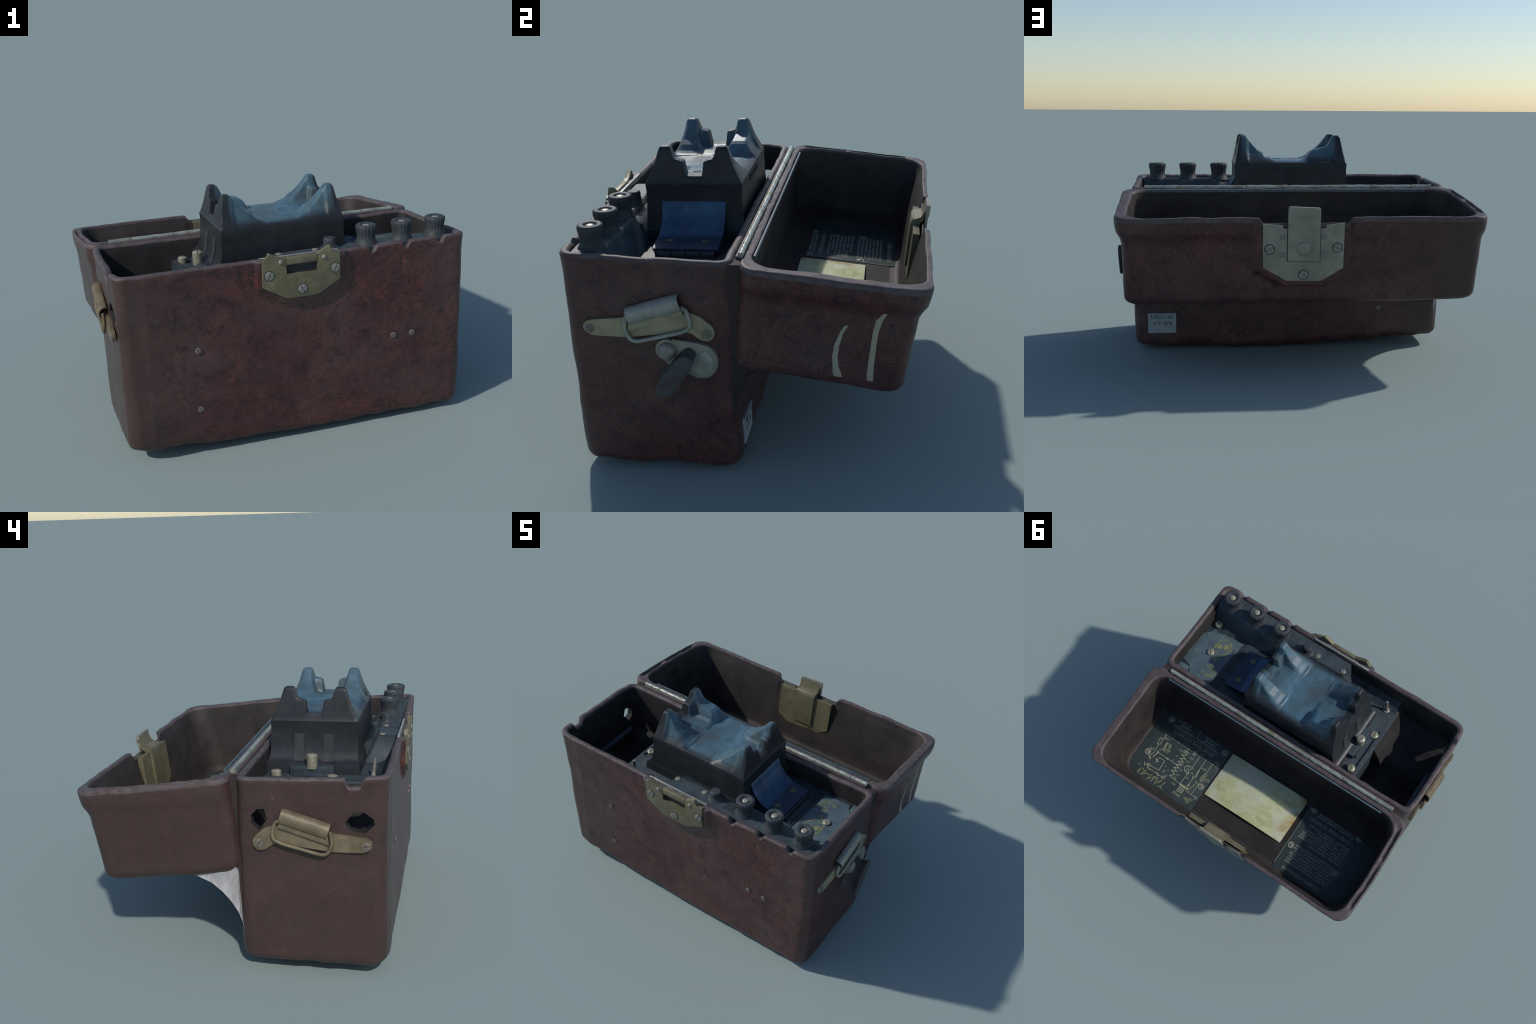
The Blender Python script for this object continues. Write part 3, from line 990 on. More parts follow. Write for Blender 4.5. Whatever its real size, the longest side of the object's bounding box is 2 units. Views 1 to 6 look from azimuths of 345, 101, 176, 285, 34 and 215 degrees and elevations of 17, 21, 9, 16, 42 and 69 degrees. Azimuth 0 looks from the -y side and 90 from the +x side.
# ribs engraved between button and first terminal, and by the right end
bm = bmesh.new()
for i in range(5):
    bm_box(bm, 0.262 + i * 0.013, 0.267 + i * 0.013, -0.665, -0.610, 0.963, 0.9685, 0.001)
for i in range(4):
    bm_box(bm, 0.828, 0.852, -0.66 + i * 0.018, -0.654 + i * 0.018, 0.963, 0.9685, 0.001)
ribs = bm_obj('engraved_ribs', bm, bank, M_KNOB)
ribs['kind'] = 'stuff'


def knob_flute(a, j):
    return (0.0016 * cos(a * 18)) if 4 <= j <= 9 else 0.0


knob_prof = [(0.062, 0.958), (0.057, 0.968), (0.051, 0.978), (0.0475, 0.988), (0.0455, 0.998), (0.0460, 1.012), (0.0485, 1.026),
             (0.0515, 1.040), (0.0525, 1.050), (0.0510, 1.058), (0.046, 1.0625), (0.030, 1.062), (0.025, 1.057), (0.022, 1.053), (0.010, 1.052)]
kv, kf = lathe_mesh([(r, z - 0.96) for r, z in knob_prof], 72, knob_flute)
kme = None
pin_v, pin_f = lathe_mesh([(0.019, 0.088), (0.019, 0.0955), (0.016, 0.0985), (0.008, 0.100)], 24)
pme = None
for i, (x, y) in enumerate(((0.791, -0.598), (0.599, -0.603), (0.403, -0.605))):
    lx, ly, _ = frame(x, y, 0)
    if kme is None:
        k = from_pydata('terminal_knob', kv, kf, bank, M_KNOB, 60)
        kme = k.data
        p = from_pydata('terminal_pin', pin_v, pin_f, k, M_SCREW, 50)
        pme = p.data
    else:
        k = bpy.data.objects.new('terminal_knob', kme)
        SC.objects.link(k)
        k.parent = bank
        p = bpy.data.objects.new('terminal_pin', pme)
        SC.objects.link(p)
        p.parent = k
    k.location = (lx, ly, 0.962)
    k.rotation_euler = (0, 0, 0.7 * i)
bv, bf = lathe_mesh([(0.050, 0.0), (0.044, 0.006), (0.034, 0.014), (0.031, 0.026), (0.0315, 0.045), (0.029, 0.055), (0.022, 0.0575), (0.012, 0.0565)], 36)
btn = from_pydata('push_button', bv, bf, bank, M_KNOB, 60)
lx, ly, _ = frame(0.202, -0.612, 0)
btn.location = (lx, ly, 0.964)
for x, y, s in ((-0.071, -0.623, 0.5), (0.123, -0.619, 1.0)):
    lx, ly, _ = frame(x, y, 0)
    place('bank_screw', ME_SCREW_PANEL, (lx, ly, 0.9655), bank, 'up', s)

bm = bmesh.new()
bm_prism(bm, [(-0.600, 0.83), (-0.600, 0.945), (-0.575, 0.940), (-0.530, 0.925), (-0.505, 0.83)], CX_FILL[0], CX_FILL[1], lambda a, b, h: (h, a, b), 0.0)
bm_prism(bm, [(-0.694, 0.82), (-0.694, 0.900), (-0.672, 0.872), (-0.640, 0.846), (-0.600, 0.826)], -0.500, -0.118, lambda a, b, h: (h, a, b), 0.0)
bm_obj('panel_fillet', bm, panel, M_BLACK, 60)

# toggle by the battery compartment
lx, ly, _ = frame(-0.420, -0.622, 0)
tv, tf = lathe_mesh([(0.022, 0.0), (0.022, 0.006), (0.014, 0.010), (0.012, 0.022), (0.009, 0.03)], 20)
tog = from_pydata('toggle_switch', tv, tf, panel, M_SCREW_GREY, 50)
tog.location = (lx, ly, PZ)
tv, tf = sweep([Vector((0, 0, 0.02)), Vector((0.004, -0.003, 0.045)), Vector((0.008, -0.006, 0.075)), Vector((0.009, -0.007, 0.098))], 0.0085, 10)
from_pydata('toggle_lever', tv, tf, tog, M_SCREW_GREY, 60)
place('seat_screw', ME_SCREW_MID, (-0.470, -0.412, PZ - 0.012), panel, 'up', 0.1)
l4 = frame(-0.467, -0.148, 0)
place('tall_screw', ME_SCREW_TALL, (l4[0], l4[1], PZ - 0.030), panel, 'up', 0.3, 0.95)
l5 = frame(-0.418, -0.319, 0)
place('tall_screw', ME_SCREW_TALL, (l5[0], l5[1], 0.872), panel, 'up', -0.2)

# cover plate with scalloped corners
cover = [(0.862, -0.405), (0.822, -0.435), (0.822, -0.462), (0.800, -0.470), (0.775, -0.450), (0.745, -0.470), (0.592, -0.480), (0.612, -0.105), (0.775, -0.100), (0.778, -0.130), (0.795, -0.155), (0.828, -0.168), (0.862, -0.168)]
cover_ob = prism('cover_plate', cover, PZ - 0.004, PZ + 0.005, lambda a, b, h: (a, b, h), panel, M_COVER, 0.002)
box('cover_corner', 0.788, 0.866, -0.145, -0.082, PZ - 0.004, PZ + 0.004, panel, M_COVER, 0.003)
la = frame(0.746, -0.282, 0)
place('cover_screw', ME_SCREW_MID, (la[0], la[1], PZ - 0.010), cover_ob, 'up', 0.6, 0.95)
lb = frame(0.843, -0.476, 0)
place('tall_screw', ME_SCREW_TALL, (lb[0] - 0.018, lb[1], PZ - 0.035), panel, 'up', -0.5, 0.95)
place('panel_screw', ME_SCREW_PANEL, (0.732, -0.527, PZ + 0.002), panel, 'up', 0.3)
place('panel_screw', ME_SCREW_PANEL, (0.440, -0.520, PZ + 0.002), panel, 'up', 0.9)
bm = bmesh.new()
bm_box(bm, 0.558, 0.566, -0.44, -0.10, PZ - 0.003, PZ + 0.006, 0.002)
bm_box(bm, 0.578, 0.584, -0.46, -0.10, PZ - 0.003, PZ + 0.004, 0.002)
bm_obj('panel_bead', bm, panel, M_BLACK)


# worn transfer marks on the cover plate: flat strokes
def stroke(bm, pts, w, lo, hi, put, closed=False):
    n = len(pts)
    m = n if closed else n - 1
    for i in range(m):
        (ax, ay), (bx, by) = pts[i], pts[(i + 1) % n]
        dx, dy = bx - ax, by - ay
        l = hypot(dx, dy)
        if l < 1e-6:
            continue
        dx, dy = dx / l, dy / l
        e = w * 0.45
        ax2, ay2, bx2, by2 = ax - dx * e, ay - dy * e, bx + dx * e, by + dy * e
        q = [(ax2 - dy * w / 2, ay2 + dx * w / 2), (ax2 + dy * w / 2, ay2 - dx * w / 2),
             (bx2 + dy * w / 2, by2 - dx * w / 2), (bx2 - dy * w / 2, by2 + dx * w / 2)]
        k = hi + 0.00004 * (i % 5)
        bm_prism(bm, q, lo, k, put)


up_put = lambda a, b, h: (a, b, h)
bm = bmesh.new()
zt = PZ + 0.0062
emblem = [(0.600 + 0.135, -0.345), (0.742, -0.385), (0.728, -0.420), (0.700, -0.445), (0.655, -0.430), (0.636, -0.395), (0.646, -0.350), (0.668, -0.318), (0.690, -0.300)]
stroke(bm, emblem, 0.011, PZ, zt, up_put)
bm_prism(bm, [(a + 0.003 * sin(i * 4), b) for i, (a, b) in enumerate(ellipse(0.715, -0.375, 0.022, 0.020, 12))], PZ, zt + 0.0003, up_put)
bm_prism(bm, [(a, b + 0.004 * sin(i * 3)) for i, (a, b) in enumerate(ellipse(0.672, -0.395, 0.023, 0.024, 12))], PZ, zt + 0.0003, up_put)
stroke(bm, [(0.700, -0.300), (0.682, -0.270), (0.672, -0.285)], 0.012, PZ, zt + 0.0004, up_put)
stroke(bm, [(0.690, -0.318), (0.700, -0.335), (0.716, -0.330)], 0.006, PZ, zt + 0.0004, up_put)
for k, r in enumerate((0.042, 0.028, 0.014)):
    a0 = 0.5 + k
    pts = [(0.668 + r * 1.15 * cos(a0 + i * 0.42), -0.190 + r * sin(a0 + i * 0.42)) for i in range(12 - k)]
    stroke(bm, pts, 0.008 - 0.0015 * k, PZ, zt + 0.0005, up_put)
em = bm_obj('worn_emblem', bm, cover_ob, M_GOLD, None)
em['kind'] = 'stuff'


# --------------------------------------------------------------- the cradle
CX, CY = -0.025, -0.304       # centre of the cradle in the telephone's frame
EDGE = 1.094


A_TAB = [(0.0, 1.112), (0.105, 1.114), (0.127, 1.125), (0.153, 1.148), (0.184, 1.166), (0.216, 1.196), (0.240, 1.228), (0.256, 1.250),
         (0.266, 1.257), (0.288, 1.256), (0.296, 1.244), (0.304, 1.205), (0.313, 1.155), (0.325, EDGE)]
A_LEFT = [(0.0, 1.112), (0.088, 1.114), (0.100, 1.128), (0.120, 1.158), (0.140, 1.170), (0.180, 1.178), (0.215, 1.186), (0.232, 1.204), (0.246, 1.240), (0.256, 1.252),
          (0.266, 1.257), (0.288, 1.256), (0.296, 1.244), (0.304, 1.205), (0.313, 1.155), (0.325, EDGE)]
HORN = [(0.0, 1.124), (0.038, 1.125), (0.046, 1.184), (0.052, 1.190), (0.086, 1.198), (0.094, 1.214), (0.104, 1.252), (0.114, 1.259),
        (0.142, 1.259), (0.153, 1.250), (0.164, 1.214), (0.178, 1.170), (0.198, 1.128), (0.216, EDGE)]
DISH = [(0.0, 1.119), (0.050, 1.120), (0.070, 1.130), (0.088, 1.168), (0.104, 1.225), (0.118, 1.250), (0.140, 1.250), (0.156, 1.205),
        (0.172, 1.150), (0.192, 1.118), (0.216, EDGE)]


def saddle_height(x, y):
    """two pairs of thin horns over a hollow saddle, notched between each pair"""
    ax, d = abs(x), abs(y)
    back = 0.030 * smooth01(0.150, 0.205, d) + 0.020 * smooth01(0.100, 0.060, d)
    A = lerp_table(A_TAB if x > 0 or y < 0 else A_LEFT, ax if ax > 0.27 else max(0.0, ax - back * smooth01(0.09, 0.16, ax) * smooth01(0.275, 0.24, ax)))
    side = lerp_table([(0.0, 1.113), (0.14, 1.112), (0.185, 1.104), (0.205, 1.099), (0.216, EDGE)], d)
    k = smooth01(0.235, 0.262, ax)
    B = lerp_table(DISH, d) * (1 - k) + lerp_table(HORN, d) * k
    k2 = smooth01(0.08, 0.12, ax)
    B = side + (B - side) * k2
    h = min(A, B)
    sft = 0.007
    g = -sft * math.log(exp(-(A - h) / sft) + exp(-(B - h) / sft)) + h
    g = max(g, EDGE - 0.002)
    return g + 0.0012 * noise.noise(Vector((x * 18, y * 18, 3.3)))


def build_cradle():
    hx, hy = 0.325, 0.216
    nx, ny = 200, 140
    v, f = [], []
    for i in range(nx + 1):
        for j in range(ny + 1):
            x = -hx + 2 * hx * i / nx
            y = -hy + 2 * hy * j / ny
            z = saddle_height(x, y) if 0 < i < nx and 0 < j < ny else EDGE
            v.append((CX + x, CY + y, z))
    for i in range(nx):
        for j in range(ny):
            a = i * (ny + 1) + j
            f.append((a, a + ny + 1, a + ny + 2, a + 1))
    edge = [i * (ny + 1) for i in range(nx + 1)] + [nx * (ny + 1) + j for j in range(1, ny + 1)] + \
           [i * (ny + 1) + ny for i in range(nx - 1, -1, -1)] + [j for j in range(ny - 1, 0, -1)]
    m = len(edge)
    prev = edge
    for z, g in ((1.088, 0.004), (1.06, 0.001), (1.00, 0.003), (0.95, 0.007), (0.915, 0.012), (0.897, 0.020), (0.890, 0.026), (0.884, 0.034), (0.870, 0.036), (0.826, 0.038)):
        row = []
        for e in edge:
            x, y, _ = v[e]
            dx, dy = (x - CX) / hx, (y - CY) / hy
            row.append(len(v))
            gx = g * (1.5 if dx < -0.9 and z < 0.95 else 1.0)
            v.append((x + gx * max(-1, min(1, dx)), y + g * 0.45 * max(-1, min(1, dy)), z))
        for i in range(m):
            k = (i + 1) % m
            f.append((prev[i], row[i], row[k], prev[k]))
        prev = row
    f.append(tuple(prev))
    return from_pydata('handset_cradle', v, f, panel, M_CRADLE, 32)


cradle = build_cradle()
# left end: seat step with two paler pilasters
bm = bmesh.new()
bm_box(bm, CX - 0.418, CX - 0.30, CY - 0.110, CY + 0.108, 0.82, 0.880, 0.006)
bm_obj('cradle_step', bm, cradle, M_BLACK)
bm = bmesh.new()
for y0 in (CY - 0.098, CY + 0.048):
    bm_prism(bm, [(CX - 0.362, 0.890), (CX - 0.347, 0.915), (CX - 0.3385, 0.950), (CX - 0.332, 1.000), (CX - 0.3285, 1.024), (CX - 0.320, 1.024), (CX - 0.320, 0.890)], y0, y0 + 0.050, lambda a, b, h: (a, h, b), 0.0)
bm_obj('cradle_pilaster', bm, cradle, M_PILASTER)
# maker's marks pressed into the saddle
bm = bmesh.new()
def ring_strokes(bm, cx, cy, r, w, z0, z1, n=20, ry=None):
    stroke(bm, ellipse(cx, cy, r, ry or r, n), w, z0, z1, up_put, True)
ring_strokes(bm, CX + 0.075, CY + 0.0, 0.030, 0.003, 1.10, 1.1092)
stroke(bm, [(CX + 0.055, CY - 0.012), (CX + 0.070, CY + 0.014), (CX + 0.078, CY - 0.010), (CX + 0.094, CY + 0.016)], 0.003, 1.10, 1.1093, up_put)
ring_strokes(bm, CX + 0.235, CY + 0.0, 0.021, 0.004, 1.10, 1.1215)
stroke(bm, [(CX + 0.226, CY - 0.010), (CX + 0.226, CY + 0.011), (CX + 0.244, CY - 0.010), (CX + 0.244, CY + 0.011)], 0.004, 1.10, 1.1216, up_put)
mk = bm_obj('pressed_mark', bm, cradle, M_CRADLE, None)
mk['kind'] = 'stuff'

# hinged flap at the right end of the cradle
FX = 0.018
prof = [(0.298, 1.016), (0.304, 1.010), (0.312, 0.985), (0.328, 0.950), (0.352, 0.918), (0.385, 0.894), (0.404, 0.886), (0.420, 0.884), (0.508, 0.872), (0.520, 0.868),
        (0.520, 0.858), (0.500, 0.858), (0.490, 0.828), (0.30, 0.828), (0.285, 0.90), (0.285, 1.0)]
bm = bmesh.new()
bm_prism(bm, prof, CY - 0.146, CY + 0.142, lambda a, b, h: (a, h, b), 0.005)
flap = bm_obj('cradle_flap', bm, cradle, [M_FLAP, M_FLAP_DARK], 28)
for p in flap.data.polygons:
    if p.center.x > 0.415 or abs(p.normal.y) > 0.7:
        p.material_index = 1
for y in (-0.373, -0.214):
    q = frame(0.463, y, 0)
    place('flap_screw', ME_SCREW_DARK, (q[0], q[1], 0.8785), flap, 'up', 0.3 if y < -0.3 else 1.6)
for i in range(4):
    y0 = CY - 0.128 + i * 0.064
    path = [Vector((0.514, y0 + 0.002, 0.838)), Vector((0.514, y0 + 0.062, 0.838))]
    v, f = [], []
    for p in path:
        for k in range(16):
            w = 2 * pi * k / 16
            v.append((p.x + 0.021 * cos(w), p.y, p.z + 0.021 * sin(w)))
    for k in range(16):
        l = (k + 1) % 16
        f.append((k, l, 16 + l, 16 + k))
    f += [tuple(range(16)), tuple(16 + k for k in range(16))]
    from_pydata('flap_knuckle', v, f, flap, M_KNOB, 50)


# ------------------------------------------------------------------- lettering
def text_mesh(name, body_text, size, loc, parent, mat, rot=None, shear=0.0, depth=0.0008, align='LEFT', bold=0.0, sx=1.0, width=None):
    cu = bpy.data.curves.new(name, 'FONT')
    cu.body = body_text
    cu.size = size
    cu.align_x = align
    cu.align_y = 'CENTER'
    cu.shear = shear
    cu.extrude = depth
    cu.offset = bold
    cu.resolution_u = 2
    cu.space_line = 1.0
    tmp = bpy.data.objects.new(name, cu)
    SC.objects.link(tmp)
    bpy.context.view_layer.update()
    dg = bpy.context.evaluated_depsgraph_get()
    me = bpy.data.meshes.new_from_object(tmp.evaluated_get(dg))
    bpy.data.objects.remove(tmp)
    bpy.data.curves.remove(cu)
    if width and len(me.vertices):
        lo = min(v.co.x for v in me.vertices)
        hi = max(v.co.x for v in me.vertices)
        sx = width / (hi - lo)
        off = lo if align == 'LEFT' else 0.0
        for v in me.vertices:
            v.co.x = (v.co.x - off) * sx
    me.materials.clear()
    ob = new_obj(name, me, parent, mat)
    ob.matrix_local = Matrix.Translation(loc) @ (rot or Matrix.Identity(4))
    return ob


# raised date on the back of the cradle
text_mesh('cast_date', 'Январь 1955 г.', 0.040, (CX + 0.115, CY + 0.2185, 1.060), cradle, M_KNOB,
          Matrix.Rotation(pi, 4, 'Z') @ Matrix.Rotation(pi / 2, 4, 'X'), 0.0, 0.0015, width=0.22)

# --------------------------------------------------------- inside of the lid
FL = -0.4335
dia = prism('diagram_plate', [(0.298, 0.090), (0.812, 0.090), (0.846, 0.125), (0.846, 0.600), (0.812, 0.638), (0.298, 0.638)], FL - 0.006, FL + 0.004, up_put, lid, M_PLATE, 0.001)
txt = prism('instruction_plate', [(-0.354, 0.090), (-0.840, 0.090), (-0.872, 0.118), (-0.872, 0.610), (-0.840, 0.638), (-0.354, 0.638)], FL - 0.006, FL + 0.004, up_put, lid, M_PLATE, 0.001)
mid = box('floor_lining', -0.350, 0.294, 0.085, 0.610, FL - 0.006, FL + 0.002, lid, M_PIT, 0.0)
# the paper slip lies slightly warped
v, f = [], []
nx, ny = 30, 18
for s in (0, 1):
    for i in range(nx + 1):
        for j in range(ny + 1):
            a, b = i / nx, j / ny
            x = -0.316 + 0.602 * a + (0.003 * (b - 0.5))
            q = 0.153 + 0.333 * b + 0.005 * a
            z = FL + 0.005 + 0.030 * sin(pi * a) ** 0.8 * (0.55 + 0.45 * sin(pi * b)) + 0.002 * b + 0.003 * noise.noise(Vector((a * 4, b * 4, 0)))
            v.append((x, q, z + 0.0012 * s))
L = (nx + 1) * (ny + 1)
for i in range(nx):
    for j in range(ny):
        a = i * (ny + 1) + j
        f.append((L + a, L + a + ny + 1, L + a + ny + 2, L + a + 1))
        f.append((a, a + 1, a + ny + 2, a + ny + 1))
edge = [i * (ny + 1) for i in range(nx + 1)] + [nx * (ny + 1) + j for j in range(1, ny + 1)] + \
       [i * (ny + 1) + ny for i in range(nx - 1, -1, -1)] + [j for j in range(ny - 1, 0, -1)]
for a, b in zip(edge, edge[1:] + edge[:1]):
    f.append((a, b, L + b, L + a))
from_pydata('paper_slip', v, f, lid, M_PAPER, 60)

pv, pf = lathe_mesh([(0.014, 0.0), (0.014, 0.002), (0.011, 0.004), (0.005, 0.0055)], 20)
rme = None
wv, wf = lathe_mesh([(0.0215, -0.002), (0.0215, 0.0012), (0.0165, 0.0012), (0.0160, 0.0004)], 24)
wme = None
for par, pts in ((txt, ((-0.384, 0.183), (-0.384, 0.456), (-0.729, 0.183), (-0.727, 0.457))),
                 (dia, ((0.778, 0.458), (0.333, 0.461), (0.774, 0.186), (0.334, 0.187)))):
    for x, q in pts:
        if rme is None:
            r = from_pydata('plate_rivet', pv, pf, par, M_SCREW_GREY, 60)
            rme = r.data
            w = from_pydata('rivet_ring', wv, wf, r, M_PRINT_DIM, 60)
            wme = w.data
        else:
            r = bpy.data.objects.new('plate_rivet', rme)
            SC.objects.link(r)
            r.parent = par
            w = bpy.data.objects.new('rivet_ring', wme)
            SC.objects.link(w)
            w.parent = r
        r.location = (x, q, FL + 0.0042)

# circuit diagram
PT = FL + 0.0042
bm = bmesh.new()


def S(pts, w=0.0045, closed=False, z=0.0):
    stroke(bm, pts, w * 0.72, PT - 0.001, PT + 0.0012 + z, up_put, closed)


def C(x, y, r, w=0.0045):
    S(ellipse(x, y, r, r, 14), w, True)


bus = 0.294
S([(0.746, bus), (0.326, bus)])
C(0.321, 0.292, 0.009); C(0.320, 0.543, 0.009); C(0.320, 0.405, 0.009)
for x in (0.746, 0.638, 0.557, 0.413, 0.358):
    C(x, bus, 0.004, 0.004)
S([(0.746, bus), (0.735, 0.330)]); S([(0.744, 0.330), (0.764, 0.334), (0.758, 0.378), (0.738, 0.374)], 0.005, True)
S([(0.749, 0.378), (0.740, 0.440), (0.752, 0.478)]); S([(0.752, 0.478), (0.735, 0.490)], 0.012)
S([(0.700, 0.340), (0.672, 0.336), (0.664, 0.376), (0.692, 0.382)], 0.005, True); S([(0.704, 0.338), (0.700, 0.396)], 0.009)
S([(0.718, 0.426), (0.554, 0.428)]); C(0.718, 0.426, 0.006); C(0.637, 0.428, 0.005)
S([(0.716, 0.432), (0.728, 0.470)], 0.008); S([(0.690, 0.470), (0.685, 0.450), (0.644, 0.449), (0.638, 0.524), (0.716, 0.530)])
S([(0.700, 0.468), (0.684, 0.480)], 0.010); S([(0.676, 0.474), (0.688, 0.490)], 0.006)
S([(0.754, 0.530), (0.740, 0.548), (0.728, 0.524), (0.716, 0.540), (0.716, 0.552)], 0.006); C(0.716, 0.530, 0.010)
S([(0.716, 0.552), (0.588, 0.549)]); C(0.585, 0.549, 0.010); S([(0.640, 0.545), (0.620, 0.556)], 0.010)
zig = [(0.545, 0.345)]
for i in range(12):
    zig.append((0.548 + (0.018 if i % 2 == 0 else -0.016), 0.352 + i * 0.0125))
zig.append((0.556, 0.515))
S(zig, 0.0062); S([(0.556, bus), (0.556, 0.318)]); S([(0.574, 0.318), (0.538, 0.318)], 0.007); S([(0.574, 0.330), (0.538, 0.330)], 0.007)
S([(0.556, 0.330), (0.545, 0.345)])
S([(0.508, 0.280), (0.508, 0.310)], 0.008); S([(0.496, 0.280), (0.496, 0.310)], 0.008)
S([(0.556, 0.515), (0.463, 0.524), (0.380, 0.532)]); S([(0.463, 0.524), (0.396, 0.520)], 0.012)
S([(0.460, bus), (0.462, 0.385)]); S([(0.462, 0.430), (0.463, 0.524)])
S([(0.452, 0.385), (0.492, 0.390), (0.504, 0.410), (0.492, 0.432), (0.456, 0.438), (0.470, 0.412), (0.452, 0.385)], 0.006); S([(0.480, 0.392), (0.482, 0.430)], 0.005)
S([(0.413, bus), (0.411, 0.370)]); S([(0.411, 0.375), (0.404, 0.425)], 0.011); C(0.414, 0.438, 0.006); S([(0.414, 0.446), (0.411, 0.500)]); S([(0.405, 0.496), (0.417, 0.496), (0.411, 0.510)], 0.006, True)
S([(0.358, bus), (0.357, 0.385)])
for i in range(4):
    S([(0.372, 0.392 + i * 0.011), (0.342, 0.394 + i * 0.011)], 0.0065)
S([(0.342, 0.410), (0.326, 0.405)]); S([(0.357, 0.432), (0.359, 0.540)]); S([(0.405, 0.540), (0.326, 0.543)])
S([(0.380, 0.448), (0.372, 0.466), (0.386, 0.474), (0.376, 0.490), (0.390, 0.502), (0.382, 0.516)], 0.0045)
S([(0.455, 0.530), (0.420, 0.530), (0.418, 0.570), (0.456, 0.572)], 0.006, True); S([(0.446, 0.542), (0.430, 0.542), (0.428, 0.560), (0.447, 0.561)], 0.007, True)
# hook-up sketch under the heading
S([(0.713, 0.226), (0.363, 0.224)], 0.003); S([(0.556, 0.100), (0.553, 0.203)], 0.003)
dgm = bm_obj('circuit_diagram', bm, dia, M_PRINT, None)
dgm['kind'] = 'stuff'
bm = bmesh.new()
for x in (0.712, 0.674, 0.637, 0.469, 0.431, 0.394):
    C(x, 0.136, 0.011, 0.003); C(x, 0.136, 0.004, 0.003)
S([(0.712, 0.125), (0.706, 0.108), (0.716, 0.100)], 0.003); S([(0.674, 0.124), (0.655, 0.110), (0.640, 0.124)], 0.003)
S([(0.469, 0.125), (0.466, 0.110), (0.486, 0.106)], 0.003); S([(0.431, 0.125), (0.430, 0.096), (0.478, 0.093)], 0.003)
S([(0.394, 0.125), (0.394, 0.108)], 0.003); S([(0.402, 0.108), (0.386, 0.108)], 0.003)
S([(0.637, 0.125), (0.637, 0.108)], 0.003); S([(0.645, 0.108), (0.629, 0.108)], 0.003)
sk = bm_obj('wiring_sketch', bm, dia, M_PRINT_DIM, None)
sk['kind'] = 'stuff'
bm = bmesh.new()
star = []
for i in range(10):
    r = 0.026 if i % 2 == 0 else 0.011
    a = pi / 2 + i * pi / 5
    star.append((0.356 + r * cos(a), 0.590 + r * sin(a)))
bm_prism(bm, star, PT - 0.001, PT + 0.0012, up_put)
bm_prism(bm, ellipse(0.376, 0.584, 0.017, 0.009, 14), PT - 0.001, PT + 0.0014, up_put)
bm_obj('star_emblem', bm, dia, M_GOLD, None)
t = text_mesh('model_lettering', 'ТАИ-43', 0.066, (0.545, 0.590, PT), dia, M_GOLD, None, 0.25, bold=0.001, width=0.215)
for s, x, q, h in (('ИНД', 0.412, 0.592, 0.026), ('П1', 0.325, 0.570, 0.024), ('П2', 0.318, 0.268, 0.024), ('ГЗ', 0.338, 0.375, 0.024), ('ШН', 0.366, 0.352, 0.022),
                   ('Т50', 0.480, 0.545, 0.020), ('ТР', 0.500, 0.506, 0.022), ('20', 0.500, 0.480, 0.020), ('2.0', 0.500, 0.442, 0.018), ('75', 0.518, 0.404, 0.018),
                   ('430', 0.494, 0.370, 0.018), ('К2', 0.486, 0.338, 0.022), ('К1', 0.440, 0.272, 0.024), ('0.3', 0.480, 0.262, 0.022), ('0.2', 0.580, 0.330, 0.022),
                   ('Р', 0.566, 0.348, 0.020), ('8', 0.588, 0.376, 0.018), ('Т', 0.592, 0.412, 0.020), ('Зв', 0.432, 0.464, 0.020), ('1000', 0.420, 0.420, 0.014), ('Гр', 0.366, 0.452, 0.020),
                   ('РК', 0.752, 0.425, 0.024), ('Т', 0.706, 0.396, 0.022), ('3', 0.716, 0.410, 0.018), ('130', 0.700, 0.314, 0.022), ('130', 0.656, 0.352, 0.018), ('ДТ', 0.648, 0.386, 0.030),
                   ('Б', 0.596, 0.510, 0.026), ('+', 0.606, 0.476, 0.026), ('В', 0.568, 0.528, 0.020), ('К', 0.768, 0.560, 0.020), ('М', 0.690, 0.552, 0.018), ('А', 0.580, 0.490, 0.016)):
    o = text_mesh('diagram_lettering', s, h, (x, q, PT), dia, M_PRINT, None, 0.2)
    o['kind'] = 'stuff'
for s, x, q, h, w in (('ВКЛЮЧЕНИЕ АППАРАТА', 0.390, 0.243, 0.030, 0.320), ('в двухпроводную', 0.372, 0.208, 0.024, 0.175), ('в однопроводную', 0.560, 0.208, 0.024, 0.180),
                      ('линию', 0.415, 0.186, 0.022, 0.085), ('линию', 0.610, 0.186, 0.022, 0.085), ('Л1 Л2 ГЗ', 0.400, 0.163, 0.022, 0.10), ('Л1 Л2 ГЗ', 0.630, 0.163, 0.022, 0.10)):
    o = text_mesh('heading_lettering', s, h, (x, q, PT), dia, M_PRINT_DIM, None, 0.2, bold=0.0005, width=w)
    o['kind'] = 'stuff'

